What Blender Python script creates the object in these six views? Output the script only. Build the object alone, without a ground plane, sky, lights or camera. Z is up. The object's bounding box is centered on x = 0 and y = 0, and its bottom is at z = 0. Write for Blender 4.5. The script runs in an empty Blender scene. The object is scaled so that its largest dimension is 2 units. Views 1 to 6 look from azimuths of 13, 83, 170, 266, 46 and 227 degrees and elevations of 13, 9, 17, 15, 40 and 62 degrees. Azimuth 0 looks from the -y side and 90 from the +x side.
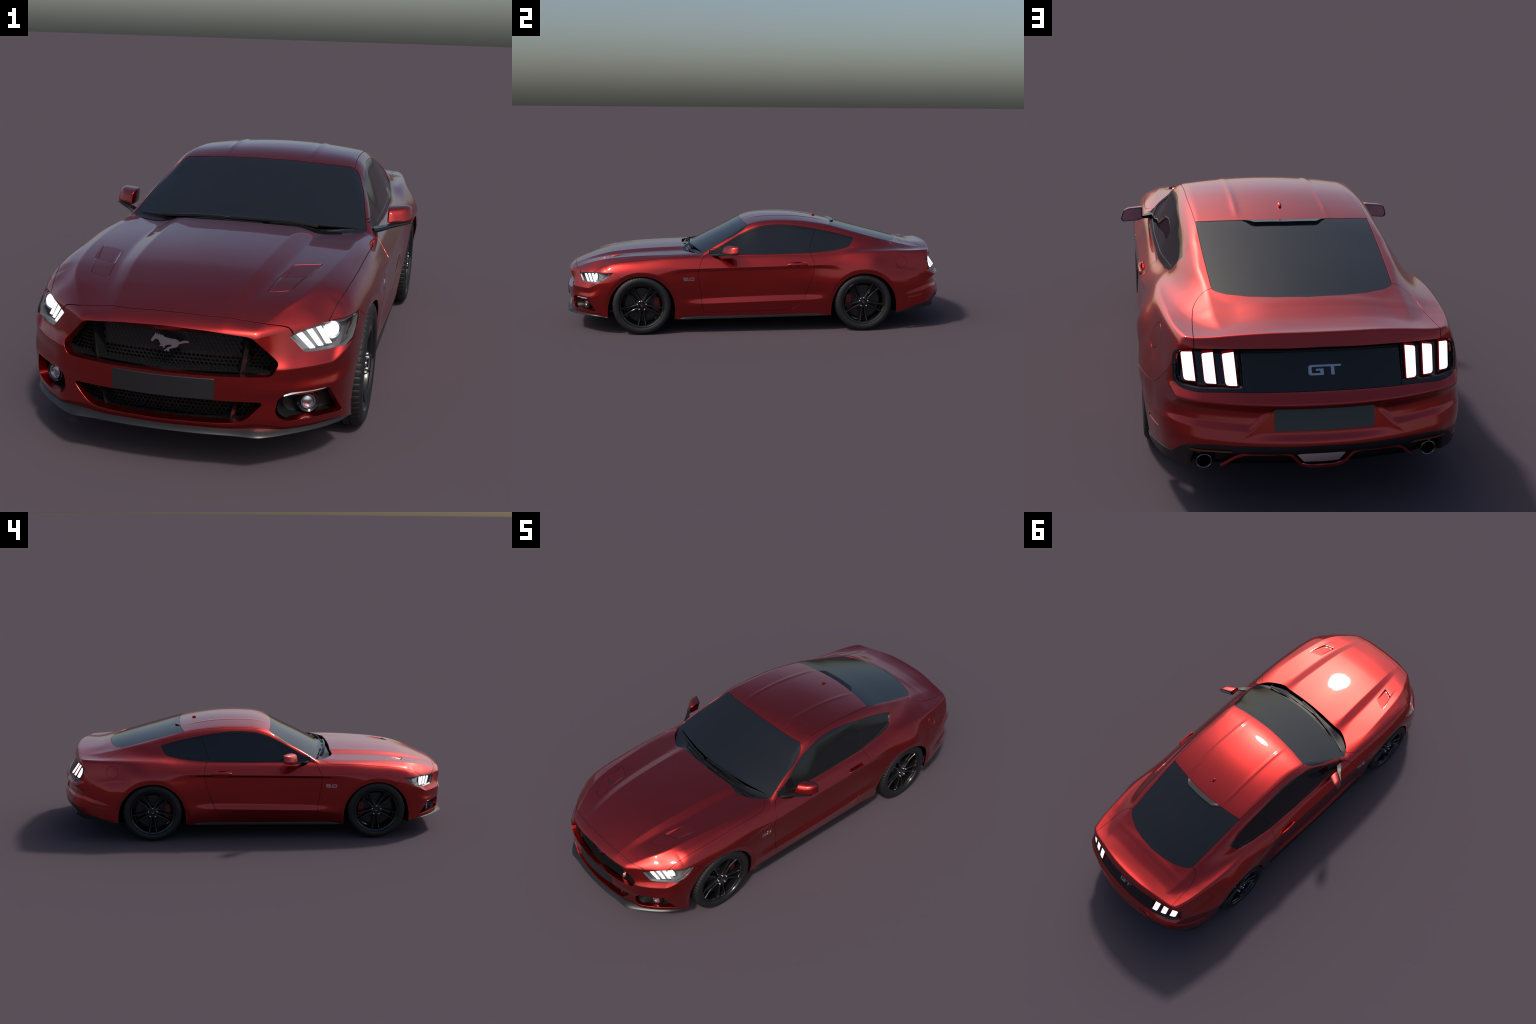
import bpy, bmesh, math, random
import numpy as np
from mathutils import Vector, Matrix

# ------------------------------------------------------------------ splines
def nat_spline(k, v):
    """natural cubic spline through (k, v); linear outside"""
    k = np.asarray(k, float); v = np.asarray(v, float); n = len(k); h = np.diff(k)
    A = np.zeros((n, n)); b = np.zeros(n); A[0, 0] = A[-1, -1] = 1
    for i in range(1, n - 1):
        A[i, i-1] = h[i-1]; A[i, i] = 2 * (h[i-1] + h[i]); A[i, i+1] = h[i]
        b[i] = 6 * ((v[i+1] - v[i]) / h[i] - (v[i] - v[i-1]) / h[i-1])
    M = np.linalg.solve(A, b)
    def f(t):
        t = np.asarray(t, float); tc = np.clip(t, k[0], k[-1])
        i = np.clip(np.searchsorted(k, tc) - 1, 0, n - 2)
        d = tc - k[i]; e = k[i+1] - tc; hh = h[i]
        r = M[i]*e**3/(6*hh) + M[i+1]*d**3/(6*hh) + (v[i]/hh - M[i]*hh/6)*e + (v[i+1]/hh - M[i+1]*hh/6)*d
        s0 = (v[1]-v[0])/h[0] - M[1]*h[0]/6
        s1 = (v[-1]-v[-2])/h[-1] + M[-2]*h[-1]/6
        return r + np.where(t < k[0], (t-k[0])*s0, 0) + np.where(t > k[-1], (t-k[-1])*s1, 0)
    return f

def pchip(k, v):
    """monotone cubic through (k, v); linear outside"""
    k = np.asarray(k, float); v = np.asarray(v, float); h = np.diff(k); d = np.diff(v)/h
    m = np.zeros(len(k)); m[0] = d[0]; m[-1] = d[-1]
    for i in range(1, len(k)-1):
        if d[i-1]*d[i] > 0:
            w1 = 2*h[i]+h[i-1]; w2 = h[i]+2*h[i-1]
            m[i] = (w1+w2)/(w1/d[i-1]+w2/d[i])
    def f(t):
        t = np.asarray(t, float); tc = np.clip(t, k[0], k[-1])
        i = np.clip(np.searchsorted(k, tc)-1, 0, len(k)-2)
        u = (tc-k[i])/h[i]
        r = ((1+2*u)*(1-u)**2*v[i] + u*(1-u)**2*h[i]*m[i] + u*u*(3-2*u)*v[i+1] + u*u*(u-1)*h[i]*m[i+1])
        return r + np.where(t < k[0], (t-k[0])*m[0], 0) + np.where(t > k[-1], (t-k[-1])*m[-1], 0)
    return f

Y0, Y1, NT = -1.15, 1.15, 4096
_YS = np.linspace(Y0, Y1, NT)
class YTable:
    """many functions of y sampled in one table, looked up together"""
    def __init__(self): self.rows = []; self.names = {}
    def add(self, name, k, v, kind='nat'):
        f = nat_spline(k, v) if kind == 'nat' else pchip(k, v)
        self.names[name] = len(self.rows); self.rows.append(f(_YS))
    def bake(self): self.T = np.array(self.rows)
    def at(self, y):
        u = np.clip((y - Y0)/(Y1-Y0)*(NT-1), 0, NT-1.001); i = u.astype(int); f = u-i
        T = self.T
        return lambda n: T[self.names[n], i]*(1-f) + T[self.names[n], i+1]*f

def smax(a, b, k):
    h = np.maximum(k-np.abs(a-b), 0)
    return np.maximum(a, b) + h*h/(4*k)
def smin(a, b, k): return -smax(-a, -b, k)
def sstep(t, a, b):
    u = np.clip((t-a)/(b-a), 0, 1); return u*u*(3-2*u)
def ramp(d, r):
    """max(d,0) with its corner rounded inside +-r"""
    u = np.clip((d+r)/(2*r), 0, 1)
    return np.where(d >= r, d, 2*r*(u**3-.5*u**4))
def rounded_polyline(t, ks, vs, rs):
    """piecewise linear v(t) through (ks, vs) with corners rounded by rs"""
    s = [(vs[i+1]-vs[i])/(ks[i+1]-ks[i]) for i in range(len(ks)-1)]
    v = vs[0]+s[0]*(t-ks[0])
    for i in range(1, len(ks)-1):
        v = v+(s[i]-s[i-1])*ramp(t-ks[i], rs[i-1])
    return v

# ------------------------------------------------------------------ the body as lofted sections
T = YTable()
YB = [-.95, -.85, -.75, -.60, -.45, -.35, -.2, 0, .2, .35, .45, .60, .75, .86, .95]
# shoulder line: hood shut line, door shoulder, haunch crest
T.add('shz', YB, [.300, .315, .357, .3745, .3860, .3875, .3895, .392, .394, .397, .402, .4065, .4065, .4065, .404], 'p')
T.add('shx', YB, [.280, .311, .335, .3465, .3505, .3505, .3480, .3450, .341, .3385, .3430, .3465, .333, .309, .27])
# upper crease
YC = [-.95, -.80, -.70, -.60, -.45, -.30, -.10, .10, .27, .42, .53, .58, .64, .69, .75, .80, .87, .95]
T.add('crz', YC, [.31, .314, .319, .325, .3315, .3345, .3380, .3410, .3435, .3455, .3465, .347, .347, .348, .349, .349, .35, .35])
T.add('crx', YC, [.315, .359, .3760, .3860, .3885, .3870, .3840, .3812, .3790, .3810, .3925, .3930, .3760, .3635, .3515, .3415, .3270, .30])
T.add('cra', YC, [0, 0, 0, 0, .45, 1, 1, 1, 1, .35, 0, 0, 0, 0, .38, .38, 0, 0], 'p')
# waist of the side
T.add('mdx', YC, [.340, .3740, .3790, .3880, .3875, .3790, .3750, .3745, .3775, .3920, .4035, .4050, .4035, .3965, .3830, .3715, .3440, .31])
# lower crease of the door and its strip
T.add('lcz', [-.9, -.42, -.1, .2, .35, .9], [.150, .1500, .1590, .1650, .1665, .168])
T.add('lcx', YC, [.340, .3660, .3730, .3800, .3775, .3790, .3840, .3825, .3770, .3800, .3900, .3930, .3930, .3875, .3760, .3660, .3450, .31])
T.add('lca', [-.9, -.44, -.36, -.25, .22, .30, .36, .9], [0, 0, .6, 1, 1, .7, 0, 0], 'p')
T.add('slx', YC, [.340, .3630, .3660, .3660, .3620, .3605, .3605, .3605, .3605, .3640, .3720, .3750, .3755, .3745, .3670, .3565, .3350, .31])
# hood / deck section: centre, bulge ridge, bulge foot, edge ridge
YH = [-1.05, -.985, -.95, -.90, -.85, -.75, -.60, -.45, -.39, -.20, .5, .70, .76, .80, .85, .90, .93, 1.0]
T.add('c_z', YH, [.285, .3165, .3342, .3545, .3705, .3945, .4108, .4188, .4205, .425, .43, .440, .4430, .4345, .4255, .4225, .4240, .426], 'p')
T.add('R_x', YH, [.115, .120, .123, .1270, .1325, .1430, .1530, .1620, .1660, .17, .15, .13, .12, .12, .12, .12, .12, .12])
T.add('R_z', YH, [.279, .3110, .3275, .3470, .3650, .3895, .4055, .4135, .4155, .420, .43, .438, .4400, .4325, .4240, .4212, .4228, .425], 'p')
T.add('F_x', YH, [.150, .150, .150, .1520, .1610, .1780, .1940, .2020, .2050, .21, .2, .2, .20, .20, .20, .20, .20, .20])
T.add('F_z', YH, [.276, .3060, .3225, .3425, .3570, .3775, .3920, .3995, .4010, .405, .42, .425, .4260, .4190, .4140, .4140, .4162, .418], 'p')
T.add('H_x', YH, [.180, .190, .198, .2200, .2497, .2800, .3014, .3145, .3180, .318, .30, .29, .28, .275, .265, .26, .26, .26])
T.add('H_z', YH, [.268, .2990, .3140, .3350, .3535, .3755, .3890, .3948, .3970, .402, .415, .413, .4070, .4045, .4040, .4065, .4095, .409], 'p')
# greenhouse: centre line, crown, side glass foot and head
T.add('g_z', [-.6, -.45, -.367, -.236, -.150, -.085, -.030, .03, .12, .2, .3, .39, .5, .606, .759, .9, 1.1],
      [.287, .366, .4085, .4740, .5160, .5475, .5650, .5735, .5768, .5738, .5600, .5415, .5130, .4855, .4450, .408, .357])
T.add('g_k', [-.6, -.4, -.292, -.22, -.14, -.09, -.06, .0, .05, .2, .37, .53, .684, .8, 1.1], [.45, .45, .42, .395, .405, .37, .32, .30, .31, .33, .28, .31, .36, .40, .42], 'p')
YG = [-.6, -.35, -.264, -.2, -.12, 0, .15, .27, .38, .45, .488, .6, .7, .8, .95]
T.add('bz', YG, [.36, .390, .3990, .4000, .4015, .4040, .4070, .4125, .4205, .4250, .428, .418, .402, .383, .35], 'p')
T.add('bx', YG, [.42, .352, .3325, .3330, .3340, .3335, .3290, .3230, .3110, .3050, .3020, .2880, .2800, .266, .24])
T.add('tz', YG, [.46, .490, .4950, .4950, .4980, .5310, .5390, .5225, .4990, .4810, .4703, .446, .424, .403, .37], 'p')
T.add('tx', YG, [.358, .296, .2850, .2865, .2835, .2755, .2695, .2695, .2700, .2735, .2755, .2690, .2590, .247, .22])
T.add('bul', [-1, .2, .35, .488, .6, .75, 1], [.006, .006, .008, .009, .006, .006, .006], 'p')
T.add('k_gs', [-.6, -.25, -.1, .05, .3, .5, .7, 1], [.008, .010, .022, .032, .026, .008, .004, .004], 'p')
T.add('k_lo', [-1, -.3, .2, .35, .45, .55, .65, .75, 1], [.004, .005, .006, .012, .024, .034, .036, .030, .02], 'p')
T.add('k_sh', [-1, -.9, -.75, -.5, -.3, 0, .25, .4, .5, .85, 1], [.012, .012, .012, .012, .010, .010, .016, .020, .006, .005, .005], 'p')
T.bake()

def side_x(y, z, q):
    """half width of the lower body"""
    shz, shx, crz, crx, a = q('shz'), q('shx'), q('crz'), q('crx'), q('cra')
    mdx, lcz, lcx, la, slx = q('mdx'), q('lcz'), q('lcx'), q('lca'), q('slx')
    lx2 = lcx + (mdx-lcx)*.2 - .009*la
    ux = mdx + (crx-mdx)*.845 - .0088*a
    shz = np.maximum(shz, crz+.03)
    dent = .008*np.clip(1-((y-.184)/.047)**2, 0, 1)*np.clip(1-((z-.3475)/.0125)**2, 0, 1)
    ks = [0*z+.03, 0*z+.085, lcz, lcz+.026, 0*z+.255, crz-.0145, crz, shz, shz+.05]
    vs = [slx-.016, slx, lcx, lx2, mdx, ux, crx, shx, shx-.075]
    rs = [.02, .004+.03*(1-la), .006+.03*(1-la), .05, .004+.03*(1-a), .002+.045*(1-a), .02]
    return rounded_polyline(z, ks, vs, rs)-dent-arch_band(y, z)-bumper_step(y, z)

def bumper_step(y, z):
    """wedge-shaped step on the side of the rear bumper"""
    zr = .187+(y-.75)*.12; h = .004+np.maximum(y-.74, 0)*.24
    return .0060*sstep(y, .735, .80)*sstep(z, zr, zr+h)*(1-sstep(z, .245, .315))

ARCH_T = [-60, -22, 10, 45, 90, 135, 170, 202, 240]
arch_f = pchip(ARCH_T, [.26, .1767, .1605, .1522, .1480, .1523, .1625, .1829, .26])
arch_r = pchip(ARCH_T, [.26, .1851, .1652, .1560, .1510, .1525, .1584, .1799, .26])
WF, WR = (-.604, .149), (.530, .149)
_AT = np.linspace(-90, 270, 721); _AF, _AR = arch_f(_AT), arch_r(_AT)
def arch_gap(y, z, c, tab):
    dy, dz = y-c[0], z-c[1]
    a = np.degrees(np.arctan2(dz, dy)); a = np.where(a < -90, a+360, a)
    return np.hypot(dy, dz)-np.interp(a, _AT, tab)
def arch_band(y, z):
    """flat lip round each wheel opening, turned in towards the wheel"""
    out = np.zeros_like(y)
    for c, tab in ((WF, _AF), (WR, _AR)):
        m = (np.abs(y-c[0]) < .24) & (z < .36) & (z > .03)
        if m.any():
            g = arch_gap(y[m], z[m], c, tab)
            k = sstep(z[m], .06, .16)
            out[m] += .30*k*ramp(.0215-np.maximum(g, -.01), .003)
    return out

def top_z(ax, y, q):
    """height of hood, shoulder and deck"""
    shz, shx = q('shz'), q('shx')
    ks = [0*y-.12, 0*y, q('R_x'), q('F_x'), q('H_x'), shx, shx+.06]
    cz = q('c_z')
    vs = [q('R_z'), cz, q('R_z'), q('F_z'), q('H_z'), shz, shz-.035]
    fr = sstep(-y, .3, .5)
    rs = [.10, .005*fr+.05*(1-fr), .010*fr+.06*(1-fr), .005*fr+.05*(1-fr), .012]
    return rounded_polyline(ax, ks, vs, rs)-vent_drop(ax, y)

def vent_drop(ax, y):
    """hood vent: behind the slot the panel dips and climbs back to the hood"""
    m = (ax > .17) & (ax < .28) & (y > -.86) & (y < -.62)
    out = np.zeros_like(ax)
    if m.any():
        a, b = ax[m], y[m]
        # skewed vent frame: s across (0..1), t along (0 front, 1 rear)
        s = (a-.179-(b+.834)*.163)/(.048+(b+.834)*.085)
        t = (b-(-.834+.020*s))/(.153+.009*s)
        ins = sstep(s, 0, .13)*(1-sstep(s, .87, 1))
        rear = sstep(t, .44, .48)*np.clip((1-t)/.53, 0, 1)
        front = sstep(t, 0, .42)*(1-sstep(t, .42, .45))
        out[m] = ins*(.0065*rear-.0012*front)
    return out

# nose: y over (x, z)
FX = [-.12, 0, .12, .190, .245, .30, .35, .375, .39]
FZ = [.40, .335, .312, .285, .255, .235, .208, .188, .165, .115, .07]
FY = [
 # x=0     .12    .19    .245    .30    .35    .375   .39
 [-.900, -.895, -.885, -.855, -.815, -.760, -.700, -.62],   # .40
 [-.966, -.960, -.943, -.893, -.845, -.782, -.715, -.64],   # .335
 [-.987, -.980, -.962, -.914, -.863, -.795, -.735, -.66],   # .312
 [-.990, -.983, -.966, -.924, -.869, -.804, -.747, -.67],   # .285
 [-.991, -.985, -.968, -.936, -.882, -.825, -.770, -.68],   # .255
 [-.992, -.986, -.969, -.950, -.903, -.844, -.781, -.69],   # .235
 [-.992, -.986, -.969, -.949, -.900, -.8435, -.782, -.69],   # .208
 [-.991, -.985, -.969, -.950, -.907, -.853, -.786, -.69],   # .188
 [-.990, -.983, -.966, -.945, -.902, -.848, -.784, -.69],   # .165
 [-.990, -.982, -.965, -.946, -.899, -.834, -.775, -.69],   # .115
 [-.975, -.968, -.948, -.925, -.880, -.820, -.760, -.68]]   # .07
def front_y(ax, z):
    # the crease under the lamp climbs towards the wheel
    z = z-.030*sstep(ax, .325, .372)*sstep(z, .16, .25)*(1-sstep(z, .29, .36))
    cols = []
    for j in range(8):
        v = [FY[i][j] for i in range(len(FZ))][::-1]
        cols.append(rounded_polyline(z, FZ[::-1], v, [.02, .012, .006, .008, .005, .015, .015, .008, .02]))
    cols = [cols[1]]+cols
    return rounded_polyline(ax, FX, cols, [.05, .06, .009, .02, .03, .02, .02])

RX = [-.10, 0, .10, .19, .28, .325, .355, .375]
RZ = [.46, .420, .392, .303, .281, .252, .218, .190, .172, .115, .06]
RY = [
 # x=0   .10   .19    .28    .325   .355  .375
 [.909, .902, .881, .8605, .842, .812, .76],
 [.929, .922, .902, .8810, .856, .822, .77],
 [.944, .937, .918, .8960, .866, .826, .77],
 [.976, .970, .954, .9160, .884, .842, .785],
 [.993, .986, .971, .9400, .911, .866, .800],
 [.979, .972, .953, .9180, .886, .848, .790],
 [.990, .983, .964, .9280, .893, .852, .790],
 [1.00, .992, .974, .9390, .900, .856, .790],
 [.997, .990, .972, .9390, .899, .856, .790],
 [.968, .962, .948, .9180, .882, .838, .775],
 [.930, .925, .910, .8860, .856, .820, .765]]
def rear_y(ax, z):
    cols = []
    for j in range(7):
        v = [RY[i][j] for i in range(len(RZ))][::-1]
        cols.append(rounded_polyline(z, RZ[::-1], v, [.02, .010, .006, .012, .014, .005, .006, .008, .004]))
    cols = [cols[1]]+cols
    return plate_bay(ax, z, rounded_polyline(ax, RX, cols, [.10, .05, .05, .022, .015, .012]))
def plate_y(ax, z): return .9745+(.266-z)*.26-.5*ax*ax
def plate_bay(ax, z, y):
    """flat bay for the plate; beside it the bumper is scooped out above its ridge"""
    edge = .117+(.262-z)*1.05
    m = (1-sstep(ax, edge-.007, edge+.008))*(1-sstep(z, .2660, .2715))*sstep(z, .196, .214)
    scoop = .0055*sstep(ax, edge-.006, edge+.009)*sstep(z, .214, .230)*(1-sstep(z, .255, .280))
    return y*(1-m)+(plate_y(ax, z)-.003)*m-scoop

def roof_z(ax, y, q):
    z = q('g_z') - q('g_k')*ax*ax
    rib = sstep(y, -.08, .0)*(1-sstep(y, .30, .40))
    z = z + .0016*rib*np.exp(-((ax-.124)/.0085)**2)
    return z
def glass_x(y, z, q):
    bz, bx, tz, tx = q('bz'), q('bx'), q('tz'), q('tx')
    u = (z-bz)/(tz-bz)
    return bx+(tx-bx)*u+q('bul')*np.clip(u, -.5, 1.9)*(1-u)

def field(P):
    """negative inside the closed body"""
    x, y, z = P[:, 0], P[:, 1], P[:, 2]
    ax = np.abs(x); q = T.at(y)
    side = (ax-side_x(y, z, q))/1.1
    top = (z-top_z(ax, y, q))/1.03
    low = smax(top, side, q('k_sh'))
    nose = y < -.45
    if nose.any():
        a, zz = ax[nose], z[nose]
        Y = front_y(a, zz); g = (front_y(a+.002, zz)-Y)/.002
        f = (Y-y[nose])/np.sqrt(1+g*g)
        low[nose] = smax(low[nose], f, .012)
    tail = y > .5
    if tail.any():
        a, zz = ax[tail], z[tail]
        Y = rear_y(a, zz); g = (rear_y(a+.002, zz)-Y)/.002
        f = (y[tail]-Y)/np.sqrt(1+g*g)
        low[tail] = smax(low[tail], f, .0045)
    gz = (z-roof_z(ax, y, q))/1.1
    gx = (ax-glass_x(y, z, q))/1.13
    gh = np.maximum(smax(gz, gx, q('k_gs')), q('bz')-.06-z)
    gh = np.maximum(gh, y-.86)
    gh = np.maximum(gh, ax-q('shx')+.008-.5*sstep(y, .35, .5))
    low = smax(low, .055-z, .004)
    kin = q('k_lo'); k = .006+(kin-.006)*sstep(ax, .17, .27)
    return smin(low, gh, k)-.0012

def grad(P, h=.0007):
    G = np.empty_like(P)
    for i in range(3):
        d = np.zeros(3); d[i] = h
        G[:, i] = field(P+d)-field(P-d)
    return G/(np.linalg.norm(G, axis=1)[:, None]+1e-12)
def project(P, n=3):
    """pull points back on to the body surface"""
    P = P.copy()
    for _ in range(n):
        f = field(P); h = .0008; G = np.empty_like(P)
        for i in range(3):
            d = np.zeros(3); d[i] = h
            G[:, i] = (field(P+d)-field(P-d))/(2*h)
        P -= (f/(np.einsum('ij,ij->i', G, G)+1e-9))[:, None]*G*.9
    return P

AXZ, AF, AR = .16, -.60, .58
def solve_rays(O, D, tmax=.75):
    a = np.full(len(O), .06); b = np.full(len(O), tmax)
    fa = np.full(len(O), -1.); fb = np.full(len(O), 1.)
    for k in range(15):
        c = .5*(a+b) if k < 9 else a+(b-a)*np.clip(fa/(fa-fb), .02, .98)
        f = field(O+D*c[:, None]); ins = f < 0
        a = np.where(ins, c, a); b = np.where(ins, b, c)
        fa = np.where(ins, f, fa*(1 if k < 10 else .6)); fb = np.where(ins, fb*(1 if k < 10 else .6), f)
    return O+D*c[:, None]

def body_grid(step=.003):
    """half body as a quad grid: rays out of a capsule axis (sections, with a turned cap at nose and tail)"""
    dens = pchip([-18, 0, 48, 90], [0, 18/1.0, 18+48*1.55, 18+48*1.55+42*.85])
    tot = float(dens(90)); n = int(tot*math.radians(1)*.40/step)
    deg = np.linspace(-18, 90, 2000); phi = np.radians(np.interp(np.linspace(0, tot, n), dens(deg), deg))
    phi[-1] = math.pi/2
    cs, sn = np.cos(phi), np.sin(phi)
    ys = np.linspace(AF, AR, int((AR-AF)/step))
    nth = int(math.pi/2*.40/step)
    th = np.linspace(math.pi/2, 0, nth+1)[:-1]
    O, D = [], []
    for t in th:       # nose cap, from straight ahead round to the side
        O.append(np.tile([0, AF, AXZ], (n, 1)))
        D.append(np.stack([cs*math.cos(t), -cs*math.sin(t), sn], 1))
    for y in ys:
        O.append(np.tile([0, y, AXZ], (n, 1)))
        D.append(np.stack([cs, 0*cs, sn], 1))
    for t in th[::-1]:
        O.append(np.tile([0, AR, AXZ], (n, 1)))
        D.append(np.stack([cs*math.cos(t), cs*math.sin(t), sn], 1))
    nr = len(O)
    P = solve_rays(np.concatenate(O), np.concatenate(D))
    P[np.arange(nr)*n+n-1, 0] = 0.0; P[:n, 0] = 0; P[-n:, 0] = 0
    i = np.arange(nr-1)[:, None]*n+np.arange(n-1)[None]
    F = np.stack([i, i+n, i+n+1, i+1], -1).reshape(-1, 4)
    return P, F

# ------------------------------------------------------------------ materials
def new_mat(name):
    m = bpy.data.materials.new(name); m.use_nodes = True
    return m, m.node_tree, m.node_tree.nodes['Principled BSDF']
def simple_mat(name, col, rough=.4, metal=0., coat=0., coat_rough=.03, emit=None, estr=0., spec=None, grain=0., grain_scale=400.):
    m, nt, b = new_mat(name)
    b.inputs['Base Color'].default_value = (*col, 1)
    b.inputs['Roughness'].default_value = rough
    b.inputs['Metallic'].default_value = metal
    b.inputs['Coat Weight'].default_value = coat
    b.inputs['Coat Roughness'].default_value = coat_rough
    if spec is not None: b.inputs['Specular IOR Level'].default_value = spec
    if emit is not None:
        b.inputs['Emission Color'].default_value = (*emit, 1)
        b.inputs['Emission Strength'].default_value = estr
    tc = nt.nodes.new('ShaderNodeTexCoord'); no = nt.nodes.new('ShaderNodeTexNoise')
    no.inputs['Scale'].default_value = grain_scale; no.inputs['Detail'].default_value = 2
    nt.links.new(tc.outputs['Object'], no.inputs['Vector'])
    mx = nt.nodes.new('ShaderNodeMix'); mx.data_type = 'RGBA'
    mx.inputs['A'].default_value = (*[c*.94 for c in col], 1); mx.inputs['B'].default_value = (*[min(1, c*1.06) for c in col], 1)
    nt.links.new(no.outputs['Fac'], mx.inputs['Factor']); nt.links.new(mx.outputs['Result'], b.inputs['Base Color'])
    if grain:
        bp = nt.nodes.new('ShaderNodeBump'); bp.inputs['Strength'].default_value = grain; bp.inputs['Distance'].default_value = .0005
        nt.links.new(no.outputs['Fac'], bp.inputs['Height']); nt.links.new(bp.outputs['Normal'], b.inputs['Normal'])
    return m

def paint_material():
    """metallic red under clear coat, with a faint flake sparkle"""
    m, nt, b = new_mat('red_metallic_paint')
    tc = nt.nodes.new('ShaderNodeTexCoord'); vo = nt.nodes.new('ShaderNodeTexVoronoi')
    vo.inputs['Scale'].default_value = 900
    nt.links.new(tc.outputs['Object'], vo.inputs['Vector'])
    bw = nt.nodes.new('ShaderNodeRGBToBW'); nt.links.new(vo.outputs['Color'], bw.inputs['Color'])
    mx = nt.nodes.new('ShaderNodeMix'); mx.data_type = 'RGBA'
    mx.inputs['A'].default_value = (*PAINT_A, 1); mx.inputs['B'].default_value = (*PAINT_B, 1)
    nt.links.new(bw.outputs['Val'], mx.inputs['Factor'])
    nt.links.new(mx.outputs['Result'], b.inputs['Base Color'])
    b.inputs['Metallic'].default_value = PAINT_METAL
    b.inputs['Roughness'].default_value = PAINT_ROUGH
    b.inputs['Coat Weight'].default_value = 1.0
    b.inputs['Coat Roughness'].default_value = .03
    return m
PAINT_A = (.41, .0135, .0110); PAINT_B = (.47, .0165, .0135); PAINT_METAL = 1.0; PAINT_ROUGH = .33
M = {}
def make_materials():
    M['paint'] = paint_material()
    M['glass'] = simple_mat('tinted_glass', (.008, .009, .011), .04, 0, 0, spec=.55)
    M['gloss'] = simple_mat('gloss_black', (.009, .009, .010), .12)
    M['trim'] = simple_mat('satin_black_trim', (.009, .009, .010), .36, grain=.08)
    M['mesh'] = simple_mat('grille_black', (.012, .012, .013), .28)
    M['dark'] = simple_mat('dark_cavity', (.004, .004, .004), .8)
    M['seam'] = simple_mat('shut_line_shadow', (.01, .004, .004), .6)
    M['tyre'] = simple_mat('tyre_rubber', (.0065, .0065, .007), .6, grain=.25, grain_scale=700)
    M['rim'] = simple_mat('gloss_black_alloy', (.006, .006, .0065), .14, 0, .3)
    M['chrome'] = simple_mat('polished_chrome', (.72, .72, .74), .10, 1)
    M['satin'] = simple_mat('satin_silver', (.50, .51, .54), .25, 1)
    M['nut'] = simple_mat('steel_nut', (.55, .55, .56), .22, 1)
    M['disc'] = simple_mat('brake_disc_steel', (.022, .022, .024), .45, .3)
    M['caliper'] = simple_mat('red_caliper_paint', (.11, .006, .006), .35)
    M['white_lamp'] = simple_mat('white_light_bar', (.9, .9, .9), .3, emit=(1, 1, 1), estr=1.6)
    M['tail_lamp'] = simple_mat('lit_tail_bar', (.9, .8, .8), .3, emit=(1, .93, .93), estr=1.7)
    M['tail_red'] = simple_mat('red_lamp_lens', (.30, .006, .008), .12, emit=(.5, .01, .012), estr=.12)
    M['lamp_grey'] = simple_mat('lamp_housing_grey', (.13, .132, .136), .26, .4)
    M['mirror'] = simple_mat('mirror_glass', (.62, .58, .70), .10, .5)  # lilac-grey tint puts the reflected ground into the base colour
    M['plate_f'] = simple_mat('dark_plate', (.010, .0095, .011), .45)
    M['plate_r'] = simple_mat('grey_green_plate', (.055, .065, .062), .40)
    M['amber'] = simple_mat('amber_reflector', (.24, .045, .012), .25)
    M['pipe'] = simple_mat('dark_exhaust_steel', (.20, .20, .21), .22, 1)

# ------------------------------------------------------------------ object helpers
ROOT = None
def link(ob, parent=None):
    bpy.context.collection.objects.link(ob)
    ob.parent = parent if parent is not None else ROOT
    return ob
def mesh_object(name, V, F, mat, normals=None, parent=None, smooth_angle=None):
    me = bpy.data.meshes.new(name)
    me.from_pydata([tuple(map(float, v)) for v in V], [], [tuple(int(i) for i in f) for f in F])
    me.materials.append(mat)
    if normals is not None:
        me.shade_smooth()
        me.normals_split_custom_set_from_vertices([tuple(map(float, n)) for n in normals])
    elif smooth_angle is not None:
        me.shade_smooth(); me.set_sharp_from_angle(angle=math.radians(smooth_angle))
    ob = bpy.data.objects.new(name, me)
    return link(ob, parent)
def mirrored(ob, name=None):
    """second copy on the other side of the car"""
    me = ob.data.copy()
    n = len(me.vertices); co = np.empty(n*3); me.vertices.foreach_get('co', co); co = co.reshape(-1, 3)
    polys = [tuple(reversed(p.vertices)) for p in me.polygons]
    mi = [p.material_index for p in me.polygons]
    nor = None
    if me.has_custom_normals:
        ln = np.empty(len(me.loops)*3); me.corner_normals.foreach_get('vector', ln); ln = ln.reshape(-1, 3)
        vi = np.empty(len(me.loops), int); me.loops.foreach_get('vertex_index', vi)
        nor = np.zeros((n, 3)); nor[vi] = ln; nor[:, 0] *= -1
    mats = list(me.materials); sm = [p.use_smooth for p in me.polygons]
    bpy.data.meshes.remove(me)
    co[:, 0] *= -1
    m2 = bpy.data.meshes.new(ob.data.name)
    m2.from_pydata(co.tolist(), [], polys)
    for mt in mats: m2.materials.append(mt)
    m2.polygons.foreach_set('material_index', mi)
    m2.polygons.foreach_set('use_smooth', sm)
    if nor is not None: m2.normals_split_custom_set_from_vertices(nor.tolist())
    elif any(sm): m2.set_sharp_from_angle(angle=math.radians(40))
    o2 = bpy.data.objects.new(name or ob.name.split('.')[0], m2)
    return link(o2, ob.parent)

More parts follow.
